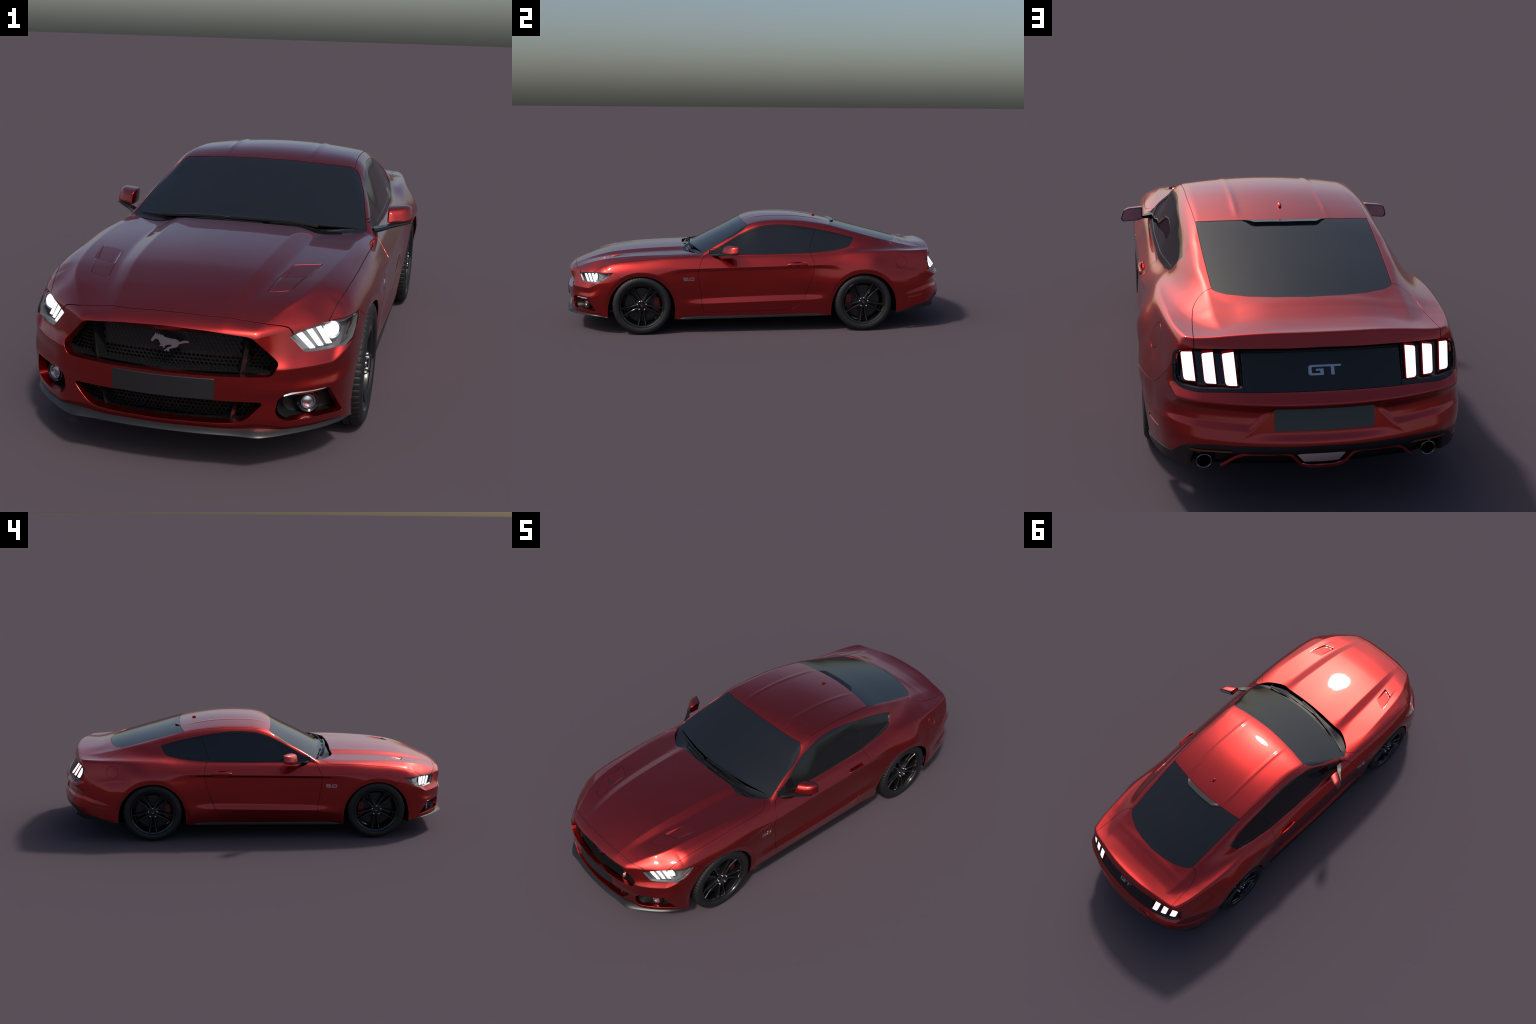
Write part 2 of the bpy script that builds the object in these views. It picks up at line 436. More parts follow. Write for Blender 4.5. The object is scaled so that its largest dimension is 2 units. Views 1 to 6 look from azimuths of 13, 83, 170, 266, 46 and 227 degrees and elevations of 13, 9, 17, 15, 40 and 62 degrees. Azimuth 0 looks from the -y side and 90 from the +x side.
# ------------------------------------------------------------------ 2D outlines
def closed_curve(pts, n=14, tension=.5, sharp=()):
    """closed Catmull-Rom through pts; corner indices in sharp stay sharp"""
    P = np.array(pts, float); m = len(P); out = []
    for i in range(m):
        p0, p1, p2, p3 = P[i-1], P[i], P[(i+1) % m], P[(i+2) % m]
        t1 = np.zeros(2) if i in sharp else (p2-p0)*tension
        t2 = np.zeros(2) if (i+1) % m in sharp else (p3-p1)*tension
        L = np.linalg.norm(p2-p1)
        for t, lim in ((t1, 1.2), (t2, 1.2)):
            l = np.linalg.norm(t)
            if l > L*lim: t *= L*lim/l
        if i in sharp: t1 = (p2-p1)*.8
        if (i+1) % m in sharp: t2 = (p2-p1)*.8
        u = np.linspace(0, 1, n, endpoint=False)[:, None]
        out.append((2*u**3-3*u**2+1)*p1+(u**3-2*u**2+u)*t1+(-2*u**3+3*u**2)*p2+(u**3-u**2)*t2)
    return np.concatenate(out)
def open_curve(pts, n=14):
    P = np.array(pts, float); d = np.r_[0, np.cumsum(np.linalg.norm(np.diff(P, axis=0), axis=1))]
    t = np.linspace(0, d[-1], n*(len(P)-1)+1)
    return np.stack([nat_spline(d, P[:, j])(t) if len(P) > 2 else np.interp(t, d, P[:, j]) for j in range(P.shape[1])], 1)
def rounded_poly(pts, r, n=6):
    """closed polygon with arc-rounded corners; r scalar or per corner"""
    P = np.array(pts, float); m = len(P); out = []
    rr = [r]*m if np.isscalar(r) else list(r)
    for i in range(m):
        a, b, c = P[i-1], P[i], P[(i+1) % m]
        u = (a-b); lu = np.linalg.norm(u); u /= lu; w = (c-b); lw = np.linalg.norm(w); w /= lw
        k = min(rr[i], .49*lu, .49*lw)
        if k < 1e-6: out.append(b[None]); continue
        p, q = b+u*k, b+w*k; t = np.linspace(0, 1, n)[:, None]
        out.append((1-t)**2*p+2*t*(1-t)*b+t*t*q)
    return np.concatenate(out)
def sdf_poly(Q, poly):
    """signed distance of 2D points to a closed polygon, positive inside"""
    A = poly; B = np.roll(poly, -1, axis=0)
    lo, hi = A.min(0)-.03, A.max(0)+.03
    res = np.full(len(Q), -.03)
    m = np.where(((Q > lo) & (Q < hi)).all(1))[0]
    for s in range(0, len(m), 20000):
        ix = m[s:s+20000]; q = Q[ix]
        e = B-A; d = q[:, None]-A[None]
        t = np.clip((d*e).sum(-1)/((e*e).sum(-1)+1e-14), 0, 1)
        dist = np.sqrt((((d-e*t[..., None])**2).sum(-1)).min(1))
        c1 = (A[None, :, 1] <= q[:, None, 1]) != (B[None, :, 1] <= q[:, None, 1])
        xi = A[None, :, 0]+(q[:, None, 1]-A[None, :, 1])*(B-A)[None, :, 0]/((B-A)[None, :, 1]+1e-14)
        ins = (c1 & (q[:, None, 0] < xi)).sum(1) % 2 == 1
        res[ix] = np.where(ins, dist, -dist)
    return res

# ------------------------------------------------------------------ cutting the shell into panels
class Shell:
    def __init__(self, P, F):
        self.V = P; self.F0 = np.full((len(F), 8), -1, int); self.F0[:, :4] = F
        # drop degenerate repeats at the pole
    def split(self, F, func):
        """cut faces F along func = 0; returns (positive, negative)"""
        if len(F) == 0: return F, F
        used = np.unique(F[F >= 0]); f = np.zeros(len(self.V)); f[used] = func(self.V[used])
        f[np.abs(f) < 2e-6] = 0
        valid = F >= 0; fv = np.where(valid, f[np.maximum(F, 0)], 0)
        pos = (fv > 0).any(1); neg = (fv < 0).any(1)
        inn = F[~neg]; out = F[neg & ~pos]; cross = F[neg & pos]
        if len(cross) == 0: return inn, out
        # crossing edges
        loops = [r[r >= 0] for r in cross]
        keys = {}
        for r in loops:
            for a, b in zip(r, np.roll(r, -1)):
                if f[a]*f[b] < 0: keys.setdefault((min(a, b), max(a, b)), None)
        E = np.array(list(keys.keys())); a, b = E[:, 0], E[:, 1]
        lo, hi = self.V[a], self.V[b]; flo, fhi = f[a].copy(), f[b].copy()
        t0 = np.zeros(len(E)); t1 = np.ones(len(E)); t = flo/(flo-fhi)
        for _ in range(4):
            ft = func(lo+(hi-lo)*t[:, None]); same = ft*flo > 0
            t0 = np.where(same, t, t0); t1 = np.where(same, t1, t)
            flo2 = np.where(same, ft, flo); fhi2 = np.where(same, fhi, ft)
            flo, fhi = flo2, fhi2
            w = np.clip(flo/(flo-fhi+1e-15), .05, .95); t = t0+(t1-t0)*w
        N = lo+(hi-lo)*t[:, None]
        N2 = project(N, 2); ok = (np.linalg.norm(N2-N, axis=1) < .004)[:, None]; N2 = np.where(ok, N2, N)
        x0 = (lo[:, 0] == 0) & (hi[:, 0] == 0); N2[x0, 0] = 0
        base = len(self.V); self.V = np.concatenate([self.V, N2])
        for i, k in enumerate(map(tuple, E)): keys[k] = base+i
        pi, po = [], []
        for r in loops:
            A, B = [], []
            for p, q in zip(r, np.roll(r, -1)):
                if f[p] >= 0: A.append(p)
                if f[p] <= 0: B.append(p)
                if f[p]*f[q] < 0:
                    k = keys[(min(p, q), max(p, q))]; A.append(k); B.append(k)
            for L, dst in ((A, pi), (B, po)):
                if len(L) >= 3: dst.append((L+[-1]*8)[:8])
        z = np.zeros((0, 8), int)
        inn = np.concatenate([inn, np.array(pi) if pi else z]); out = np.concatenate([out, np.array(po) if po else z])
        return inn, out
    def gap(self, F, func, g=.0016):
        """cut with a shut line of width g; returns (inside, outside, strip)"""
        inn, rest = self.split(F, lambda P: func(P)-g/2)
        strip, out = self.split(rest, lambda P: func(P)+g/2)
        return inn, out, strip
    def normals(self):
        self.N = np.zeros_like(self.V)
        for s in range(0, len(self.V), 100000): self.N[s:s+100000] = grad(self.V[s:s+100000])
    def part(self, name, F, mat, centre=False, offset=0., flange=.006, flange_mat=None, move=None, both=True, parent=None):
        """faces -> named object(s); centre parts are welded across x=0, side parts are made twice"""
        if len(F) == 0: print('empty part', name); return []
        ids = np.unique(F[F >= 0]); remap = np.full(len(self.V), -1); remap[ids] = np.arange(len(ids))
        V = self.V[ids].copy(); N = self.N[ids].copy()
        faces = []
        for r in F:
            r = remap[r[r >= 0]]; k = [int(v) for i, v in enumerate(r) if v != r[i-1]]
            if len(k) >= 3: faces.append(k)
        cnt = {}
        for k in faces:
            for a, b in zip(k, k[1:]+k[:1]):
                cnt[(a, b)] = 1
        bnd = [(a, b) for (a, b) in cnt if (b, a) not in cnt]
        if move is not None: V, N = move(V, N)
        if offset: V = V+N*offset
        if centre:
            on = np.abs(V[:, 0]) < 1e-7
            bnd = [(a, b) for a, b in bnd if not (on[a] and on[b])]
        V = list(V); N = list(N); nmain = len(faces)
        if flange:
            bev = min(.0009, flange*.3)
            Va = np.array(V); Na = np.array(N)
            # outward direction in the surface, per boundary vertex
            acc = {}
            for a, b in bnd:
                e = Va[b]-Va[a]; l = np.linalg.norm(e)
                if l < 1e-9: continue
                o = np.cross(e/l, Na[a])
                for k in (a, b): acc[k] = acc.get(k, 0)+o
            dup = {}
            for k, o in acc.items():
                n = np.linalg.norm(o); o = o/n if n > 1e-6 else o
                n1 = (o+Na[k]); n1 /= np.linalg.norm(n1)+1e-9
                i0 = len(V)
                V.append(Va[k]); N.append(n1)
                V.append(Va[k]-Na[k]*bev+o*0); N.append(o)
                V.append(Va[k]-Na[k]*flange); N.append(o)
                dup[k] = i0
            for a, b in bnd:
                if a in dup and b in dup:
                    i, j = dup[a], dup[b]
                    faces.append([j, i, i+1, j+1]); faces.append([j+1, i+1, i+2, j+2])
        V = np.array(V); N = np.array(N)
        obs = []
        if centre:
            n = len(V); on = np.abs(V[:, 0]) < 1e-7
            if flange: on[len(ids):] = on[len(ids):]
            mp = np.where(on, np.arange(n), -1); idx = np.where(~on)[0]; mp[idx] = n+np.arange(len(idx))
            N[on, 0] = 0
            N /= np.linalg.norm(N, axis=1)[:, None]+1e-9
            V2 = V[idx]*[-1, 1, 1]; N2 = N[idx]*[-1, 1, 1]
            f2 = [[int(mp[i]) for i in reversed(k)] for k in faces]
            me_mats = nmain
            obs.append(mesh_object(name, np.concatenate([V, V2]), faces+f2, mat, np.concatenate([N, N2]), parent))
            fl = list(range(nmain, len(faces)))+list(range(len(faces)+nmain, 2*len(faces)))
        else:
            obs.append(mesh_object(name, V, faces, mat, N, parent)); fl = list(range(nmain, len(faces)))
        if flange_mat is not None:
            me = obs[0].data; me.materials.append(flange_mat)
            for i in fl: me.polygons[i].material_index = 1
        if not centre and both: obs.append(mirrored(obs[0], name))
        return obs

# ------------------------------------------------------------------ panel outlines
def sym(half):
    """outline given for x >= 0 from centre to centre -> closed outline over both sides"""
    h = [tuple(p) for p in half]
    return np.array(h+[(-x, y) for x, y in reversed(h) if x > 1e-9])
def top_region(poly, zmin):
    return lambda P: np.minimum(sdf_poly(P[:, :2], poly), (P[:, 2]-zmin)*.5)
def side_region(poly, xmin):
    return lambda P: np.minimum(sdf_poly(P[:, 1:], poly), (P[:, 0]-xmin)*.5)
def end_region(poly, y_lim, front):
    s = -1 if front else 1
    return lambda P: np.minimum(sdf_poly(P[:, [0, 2]], poly), (s*P[:, 1]-y_lim)*.5)

HOOD_REAR = [(0, -.394), (.08, -.392), (.13, -.3885), (.166, -.386), (.185, -.3895), (.204, -.392), (.226, -.3855), (.245, -.3755), (.27, -.3595), (.290, -.343), (.308, -.320), (.3215, -.296)]
PILLAR = [(.3045, -.22), (.289, -.14), (.274, -.096), (.268, -.082), (.259, -.0715), (.247, -.066)]
WS_TOP = [(.235, -.0645), (.21, -.0680), (.17, -.0748), (.1, -.0808), (0, -.0855)]
GLASS_FOOT = [(0, -.351), (.06, -.349), (.13, -.3405), (.22, -.320), (.29, -.301), (.3215, -.294)]
BL_TOP = [(0, .398), (.08, .394), (.16, .385), (.2355, .371)]
RAIL = [(.2535, -.062), (.2500, -.02), (.2470, .05), (.2450, .2)]
BL_FOOT = [(.2300, .53), (.2222, .675), (.2190, .689), (.2100, .6995), (.190, .7150), (.14, .7370), (.08, .7515), (0, .759)]
WINDSCREEN_ALL = sym(HOOD_REAR+PILLAR+WS_TOP)
GLASS_ONLY = sym(GLASS_FOOT+PILLAR+WS_TOP)
ROOF = sym(WS_TOP[::-1]+RAIL+BL_TOP[::-1])
BACKLIGHT = sym(BL_TOP+BL_FOOT)
TRUNK = sym([(0, .70), (.18, .65), (.2222, .683), (.241, .687), (.254, .698), (.264, .715), (.271, .738), (.275, .78), (.278, .83), (.280, .877), (.277, 1.1), (0, 1.1)])
HOOD = sym([(0, -.951), (.08, -.9495), (.15, -.9415), (.207, -.9335), (.2430, -.9148), (.262, -.9100), (.300, -.8790), (.3095, -.8660), (.311, -.857), (.3235, -.80), (.334, -.75), (.3405, -.68), (.3445, -.60),
            (.3475, -.50), (.3495, -.42), (.3495, -.385), (.3455, -.364), (.336, -.346), (.312, -.324), (.28, -.29), (0, -.29)])
VENT = np.array([(.179, -.834), (.200, -.829), (.2225, -.820), (.2285, -.812), (.2655, -.654), (.263, -.6515), (.206, -.6785), (.203, -.682)])
WIN_TOP = [(-.264, .3990), (-.2, .4395), (-.12, .4850), (-.06, .5130), (0, .5310), (.06, .5385), (.12, .5395), (.18, .5350), (.25, .5245), (.38, .4985), (.470, .4750), (.4885, .4690)]
WIN_END = [(.4800, .4560), (.465, .4330), (.455, .4270)]
WIN_FOOT = [(.44, .4245), (.38, .4190), (.27, .4105), (.15, .4062), (0, .4030), (-.15, .4005), (-.2, .3998)]
WINDOW_OUT = np.array(open_curve(WIN_TOP, 6).tolist()+WIN_END+WIN_FOOT)
WINDOW_IN = np.array([(-.176, .4430), (-.12, .4745), (-.055, .5035), (.015, .5235), (.10, .5315), (.187, .5255), (.284, .5130), (.381, .4920), (.465, .4695), (.474, .4640), (.462, .4440), (.452, .4345), (.438, .4300),
                      (.38, .4240), (.25, .4140), (.108, .4090), (-.05, .4060), (-.168, .4045)])
DOOR = np.array([(-.262, .425), (-.2640, .3990), (-.285, .392), (-.294, .3875), (-.308, .360), (-.3165, .340), (-.319, .318), (-.319, .290), (-.310, .226), (-.304, .177), (-.3025, .150), (-.295, .114), (-.289, .107), (-.28, .1058), (-.1, .108), (.06, .111),
                 (.130, .1130), (.155, .1165), (.175, .125), (.198, .145), (.220, .171), (.240, .225), (.2655, .301), (.2725, .342), (.2715, .357), (.252, .4105), (.246, .43)])
HEADLIGHT = np.array([(-.9195, .2968), (-.89, .3060), (-.857, .3122), (-.80, .3120), (-.7430, .3145), (-.755, .303), (-.775, .2870), (-.80, .2715), (-.83, .2615), (-.857, .2585), (-.885, .2592), (-.9020, .2612), (-.9045, .263)])
GRILLE = rounded_poly([(-.180, .3005), (-.2345, .2455), (-.223, .2185), (0, .2160), (.223, .2185), (.2345, .2455), (.180, .3005), (.10, .3095), (0, .3130), (-.10, .3095)], [.012, .008, .012, .02, .012, .008, .012, .02, .02, .02])
LOWER_GRILLE = rounded_poly([(-.205, .1590), (-.166, .1180), (-.10, .1145), (0, .1135), (.10, .1145), (.166, .1180), (.205, .1590), (.20, .1640), (0, .1665), (-.20, .1640)], [.004, .02, .02, .02, .02, .02, .004, .004, .02, .004])
FOG = rounded_poly([(.2340, .1690), (.2500, .1835), (.29, .1825), (.3285, .1825), (.3520, .1165), (.30, .1200), (.248, .1205), (.2285, .1370)], [.006, .006, .01, .006, .003, .02, .014, .012])
LAMP = rounded_poly([(0, .3955), (.12, .3930), (.22, .3885), (.28, .3860), (.3260, .3760), (.3265, .2990), (.28, .2950), (.20, .3020), (.10, .3050), (0, .3058),
                     (-.10, .3050), (-.20, .3020), (-.28, .2950), (-.3265, .2990), (-.3260, .3760), (-.28, .3860), (-.22, .3885), (-.12, .3930)],
                    [.02]*3+[.012, .034, .026, .02, .02, .02, .02, .02, .02, .02, .026, .034, .012, .02, .02], 10)
FRONT_BUMPER = np.array([(-1.2, -.1), (-.62, -.1), (-.62, .225), (-.691, .280), (-.7430, .3155), (-.80, .3133), (-.857, .3135), (-.885, .309), (-.885, .42), (-1.2, .42)])
REAR_BUMPER = np.array([(.60, -.1), (.60, .2575), (.704, .2585), (.765, .2625), (.790, .2655), (.801, .2700), (.832, .296), (.862, .324), (.875, .345), (1.2, .345), (1.2, -.1)])
MARKER = np.array([(.757, .1660), (.838, .1770), (.846, .1855), (.764, .1760)])

def arch_region(c, tab):
    return lambda P: np.minimum(-arch_gap(P[:, 1], P[:, 2], c, tab), (P[:, 0]-.2)*.5)
z_low = pchip([-1.1, -.85, -.775, -.60, -.44, .36, .53, .70, .774, .88, 1.1], [.100, .100, .089, .08, .0735, .080, .085, .090, .0985, .112, .112])
red_side = pchip([.6, .70, .73, .771, .855, .883, .95], [.09, .0965, .100, .113, .134, .137, .138])
red_rear = pchip([0, .133, .2275, .28, .297, .315, .331, .40], [.187, .185, .1815, .1765, .171, .156, .137, .137])
def red_edge(P):
    return P[:, 2]-np.where(P[:, 0] > .331, red_side(P[:, 1]), red_rear(P[:, 0]))
def lamp_depth(x, z, lamps=True):
    d = .002+.0215*np.clip((z-.303)/.072, 0, 1.2)
    if lamps:
        e = sdf_poly(np.stack([x, z], 1), LAMP)
        w = sstep(e, .0050, .0120)*sstep(x, .176, .186)
        d = d*(1-sstep(x, .300, .312)*(1-w))+.010*w
    return d
def panel_y(x, z, lamps=True):
    return rear_y(x, z)-lamp_depth(x, z, lamps)

# ------------------------------------------------------------------ build the painted shell
def build_shell(step):
    P, F = body_grid(step)
    S = Shell(P, F); F = S.F0
    paint, seams = {}, []
    F, _ = S.split(F, lambda P: P[:, 2]-z_low(P[:, 1]))
    _, F = S.split(F, arch_region(WF, _AF))
    _, F = S.split(F, arch_region(WR, _AR))
    ws, F, s = S.gap(F, top_region(WINDSCREEN_ALL, .37), .0010); seams.append(s)
    glass, cowl = S.split(ws, top_region(GLASS_ONLY, .37))
    roof, F, s = S.gap(F, top_region(ROOF, .45), .0018); seams.append(s)
    backlight, F, s = S.gap(F, top_region(BACKLIGHT, .40), .0012); seams.append(s)
    belt_x = pchip([-.26, -.15, 0, .15, .27, .38, .45], [.3365, .3385, .3385, .3345, .3300, .3195, .3090])
    belt_z = pchip([-.26, -.15, 0, .15, .27, .38, .45], [.3990, .4010, .4035, .4065, .4110, .4195, .4250])
    def glazing(P):
        y = P[:, 1]; zb = belt_z(y)
        ledge = np.minimum.reduce([belt_x(y)-P[:, 0], P[:, 2]-zb+.010, zb+.02-P[:, 2], y+.262, .450-y])
        return np.maximum(side_region(WINDOW_OUT, .24)(P), np.where(P[:, 0] > .29, ledge, -.03))
    win, F, s = S.gap(F, glazing, .0008); seams.append(s)
    wglass, wtrim = S.split(win, side_region(WINDOW_IN, .24))
    divide = lambda P: (P[:, 1]-.248)-(P[:, 2]-.415)*.375
    qglass, dglass, s = S.gap(wglass, divide, .0022); seams.append(s)
    head, F = S.split(F, lambda P: np.minimum(side_region(HEADLIGHT, .20)(P), -.70-P[:, 1]))
    _, F = S.split(F, end_region(GRILLE, .85, True))
    _, F = S.split(F, end_region(LOWER_GRILLE, .85, True))
    _, F = S.split(F, end_region(FOG, .72, True))
    lamp, F = S.split(F, end_region(LAMP, .80, False))
    hood, F, s = S.gap(F, top_region(HOOD, .280), .0018); seams.append(s)
    vent, hood, s = S.gap(hood, top_region(VENT, .30), .0011); seams.append(s)
    trunk, F, s = S.gap(F, top_region(TRUNK, .345), .0018); seams.append(s)
    door, F, s = S.gap(F, side_region(DOOR, .28), .0018); seams.append(s)
    fb, F, s = S.gap(F, side_region(FRONT_BUMPER, -.5), .0012); seams.append(s)
    rb, F, s = S.gap(F, side_region(REAR_BUMPER, -.5), .0012); seams.append(s)
    rb, val = S.split(rb, red_edge)
    mark, rb = S.split(rb, side_region(MARKER, .30))
    cap, F, s = S.gap(F, lambda P: np.where(P[:, 0] > .3, .0293-np.hypot(P[:, 1]-.727, P[:, 2]-.3535), -.03), .0013); seams.append(s)
    exh = lambda P: np.where(P[:, 1] > .8, .027-np.hypot(P[:, 0]-.260, np.minimum(P[:, 2]-.129, 0)*0+np.maximum(P[:, 2]-.127, 0)), -.03)
    _, val = S.split(val, exh)
    fender, F = S.split(F, lambda P: -.29-P[:, 1])
    S.normals()
    S.part('hood', hood, M['paint'], True)
    S.part('hood_vent', vent, M['paint'])
    S.part('roof', roof, M['paint'], True)
    S.part('trunk_lid', trunk, M['paint'], True, flange=.012)
    S.part('front_bumper', fb, M['paint'], True, flange=.020)
    S.part('rear_bumper', rb, M['paint'], True, flange=.008)
    S.part('fender', fender, M['paint'], flange=.016)
    doors = S.part('door', door, M['paint'])
    S.part('body_side', F, M['paint'], flange=.014)
    S.part('fuel_flap', cap, M['paint'])
    S.part('windscreen', glass, M['glass'], True, offset=-.001)
    S.part('rear_window', backlight, M['glass'], True, offset=-.0008)
    S.part('door_window', dglass, M['glass'], offset=-.0018)
    S.part('quarter_window', qglass, M['glass'], offset=-.0018)
    S.part('window_trim', wtrim, M['gloss'], offset=-.0005)
    def sink(V, N):
        w = np.clip(-(V[:, 1]+.294)/.05, 0, 1); V[:, 2] -= .020*w; return V, N
    S.part('cowl_panel', cowl, M['gloss'], True, move=sink, flange=.02)
    S.part('side_reflector', mark, M['amber'], offset=-.0015)
    def tuck(V, N):
        w = sstep(red_rear(V[:, 0])-V[:, 2], .019, .026)*(1-sstep(V[:, 0], .262, .300))*sstep(V[:, 1], .84, .88)
        V[:, 1] -= .034*w
        return V, N
    S.part('rear_valance', val, M['trim'], True, offset=.0015, flange=.02, move=tuck)
    def recess(V, N):
        x, z = V[:, 0].copy(), V[:, 2].copy(); h = 1e-4
        V[:, 1] -= lamp_depth(x, z)
        N[:, 2] += N[:, 1]*(lamp_depth(x, z+h)-lamp_depth(x, z-h))/(2*h)
        N[:, 0] += N[:, 1]*(lamp_depth(x+h, z)-lamp_depth(x-h, z))/(2*h)
        return V, N/np.linalg.norm(N, axis=1)[:, None]
    S.part('tail_panel', lamp, M['gloss'], True, move=recess, flange=0)
    # black wall of the lamp opening
    ins = LAMP*(1-.0012/np.maximum(.03, np.abs(LAMP)))
    wall = {}
    def y_out(x, z):
        return np.array([surf_rear(abs(a), b)[0][1]-.0006 for a, b in zip(x, z)])
    rim_wall('tail_panel_surround', ins, y_out, lambda x, z: y_out(x, z)-.034, M['gloss'])
    def back(V, N):
        return V-N*.026, N
    hl = S.part('headlight', head, M['lamp_grey'], move=back, flange=0)
    st = np.concatenate([s for s in seams if len(s)])
    o = S.part('shut_line', st, M['seam'], True, offset=-.0045, flange=0)[0]; o['kind'] = 'stuff'
    return S, doors, hl

def rim_wall(name, poly, y0, y1, mat, parent=None, both=False):
    """wall between two depths along a front or rear outline (x, z)"""
    P = poly; n = len(P)
    V = [(x, float(y0(np.array([x]), np.array([z]))[0]), z) for x, z in P]+[(x, float(y1(np.array([x]), np.array([z]))[0]), z) for x, z in P]
    F = [[i, (i+1) % n, n+(i+1) % n, n+i] for i in range(n)]
    ob = mesh_object(name, V, F, mat, None, parent, 35)
    bm = bmesh.new(); bm.from_mesh(ob.data); bmesh.ops.recalc_face_normals(bm, faces=bm.faces); bm.to_mesh(ob.data); bm.free()
    if both: mirrored(ob)
    return ob

# ------------------------------------------------------------------ generic solids
def box_verts(cx, cy, cz, sx, sy, sz):
    V = [(cx+a*sx/2, cy+b*sy/2, cz+c*sz/2) for a in (-1, 1) for b in (-1, 1) for c in (-1, 1)]
    F = [(0, 1, 3, 2), (4, 6, 7, 5), (0, 4, 5, 1), (2, 3, 7, 6), (0, 2, 6, 4), (1, 5, 7, 3)]
    return V, F
def bm_object(name, bm, mat, parent=None, angle=35, bevel=0., seg=2):
    if bevel:
        bmesh.ops.bevel(bm, geom=[e for e in bm.edges if len(e.link_faces) == 2 and e.calc_face_angle(0) > .5], offset=bevel, segments=seg, affect='EDGES', profile=.5)
    bmesh.ops.recalc_face_normals(bm, faces=bm.faces)
    me = bpy.data.meshes.new(name); bm.to_mesh(me); bm.free(); me.materials.append(mat)
    me.shade_smooth(); me.set_sharp_from_angle(angle=math.radians(angle))
    return link(bpy.data.objects.new(name, me), parent)
def bent_plate(name, x0, x1, z0, z1, to3d, mat, n=16):
    """thin plate with small round corners, bent along x"""
    bm = bmesh.new(); r = .003; rows = []
    xs = [x0, x0+.0009, x0+r]+list(np.linspace(x0+r, x1-r, n))[1:-1]+[x1-r, x1-.0009, x1]
    for x in xs:
        e = min(x-x0, x1-x); c = r if e < 1e-6 else (.0009 if e < .001 else 0)
        zs = (z0+c, z0+c+.0008, z1-c-.0008, z1-c)
        rows.append([bm.verts.new(to3d(x, zs[0], -.004)), bm.verts.new(to3d(x, zs[0], .0008)), bm.verts.new(to3d(x, zs[1], .0016)), bm.verts.new(to3d(x, zs[2], .0016)), bm.verts.new(to3d(x, zs[3], .0008)), bm.verts.new(to3d(x, zs[3], -.004))])
    for i in range(len(rows)-1):
        for j in range(5): bm.faces.new((rows[i][j], rows[i+1][j], rows[i+1][j+1], rows[i][j+1]))
    bm.faces.new(rows[0]); bm.faces.new(rows[-1][::-1])
    return bm_object(name, bm, mat, angle=30)
def prism(bm, outline, to3d, d0, d1):
    """solid between depths d0 (back) and d1 (front) over a 2D outline"""
    a = [bm.verts.new(to3d(u, v, d0)) for u, v in outline]; b = [bm.verts.new(to3d(u, v, d1)) for u, v in outline]
    n = len(a)
    for i in range(n): bm.faces.new((a[i], a[(i+1) % n], b[(i+1) % n], b[i]))
    bm.faces.new(b); bm.faces.new(a[::-1])
def revolve(name, profile, mat, seg=64, parent=None, angle=35, closed=False):
    """profile of (x, r) turned about the x axis"""
    V, F = [], []; n = len(profile)
    for k in range(seg):
        a = 2*math.pi*k/seg
        V += [(x, r*math.cos(a), r*math.sin(a)) for x, r in profile]
    m = n if closed else n-1
    for k in range(seg):
        for i in range(m):
            a, b = k*n+i, k*n+(i+1) % n; c, d = ((k+1) % seg)*n+(i+1) % n, ((k+1) % seg)*n+i
            F.append((a, b, c, d))
    ob = mesh_object(name, V, F, mat, None, parent, angle)
    bm = bmesh.new(); bm.from_mesh(ob.data); bmesh.ops.remove_doubles(bm, verts=bm.verts, dist=1e-6)
    bmesh.ops.recalc_face_normals(bm, faces=bm.faces); bm.to_mesh(ob.data); bm.free()
    ob.data.shade_smooth(); ob.data.set_sharp_from_angle(angle=math.radians(angle))
    return ob
def sweep(name, path, section, mat, parent=None, angle=40, up=(0, 0, 1), caps=True):
    """2D section (side, up) carried along a path; section may be a function of t"""
    P = np.array(path, float); n = len(P); T_ = np.gradient(P, axis=0); T_ /= np.linalg.norm(T_, axis=1)[:, None]
    V, F = [], []; up = np.array(up, float)
    for i in range(n):
        s = np.cross(T_[i], up); s /= np.linalg.norm(s)+1e-9; u = np.cross(s, T_[i])
        sec = section(i/(n-1)) if callable(section) else section
        V += [tuple(P[i]+s*a+u*b) for a, b in sec]
    m = len(sec)
    for i in range(n-1):
        for j in range(m): F.append((i*m+j, i*m+(j+1) % m, (i+1)*m+(j+1) % m, (i+1)*m+j))
    if caps: F.append(tuple(range(m))[::-1]); F.append(tuple((n-1)*m+j for j in range(m)))
    ob = mesh_object(name, V, F, mat, None, parent, angle)
    bm = bmesh.new(); bm.from_mesh(ob.data); bmesh.ops.recalc_face_normals(bm, faces=bm.faces); bm.to_mesh(ob.data); bm.free()
    ob.data.shade_smooth(); ob.data.set_sharp_from_angle(angle=math.radians(angle))
    return ob
def circle_sec(r, n=10): return [(r*math.cos(2*math.pi*k/n), r*math.sin(2*math.pi*k/n)) for k in range(n)]

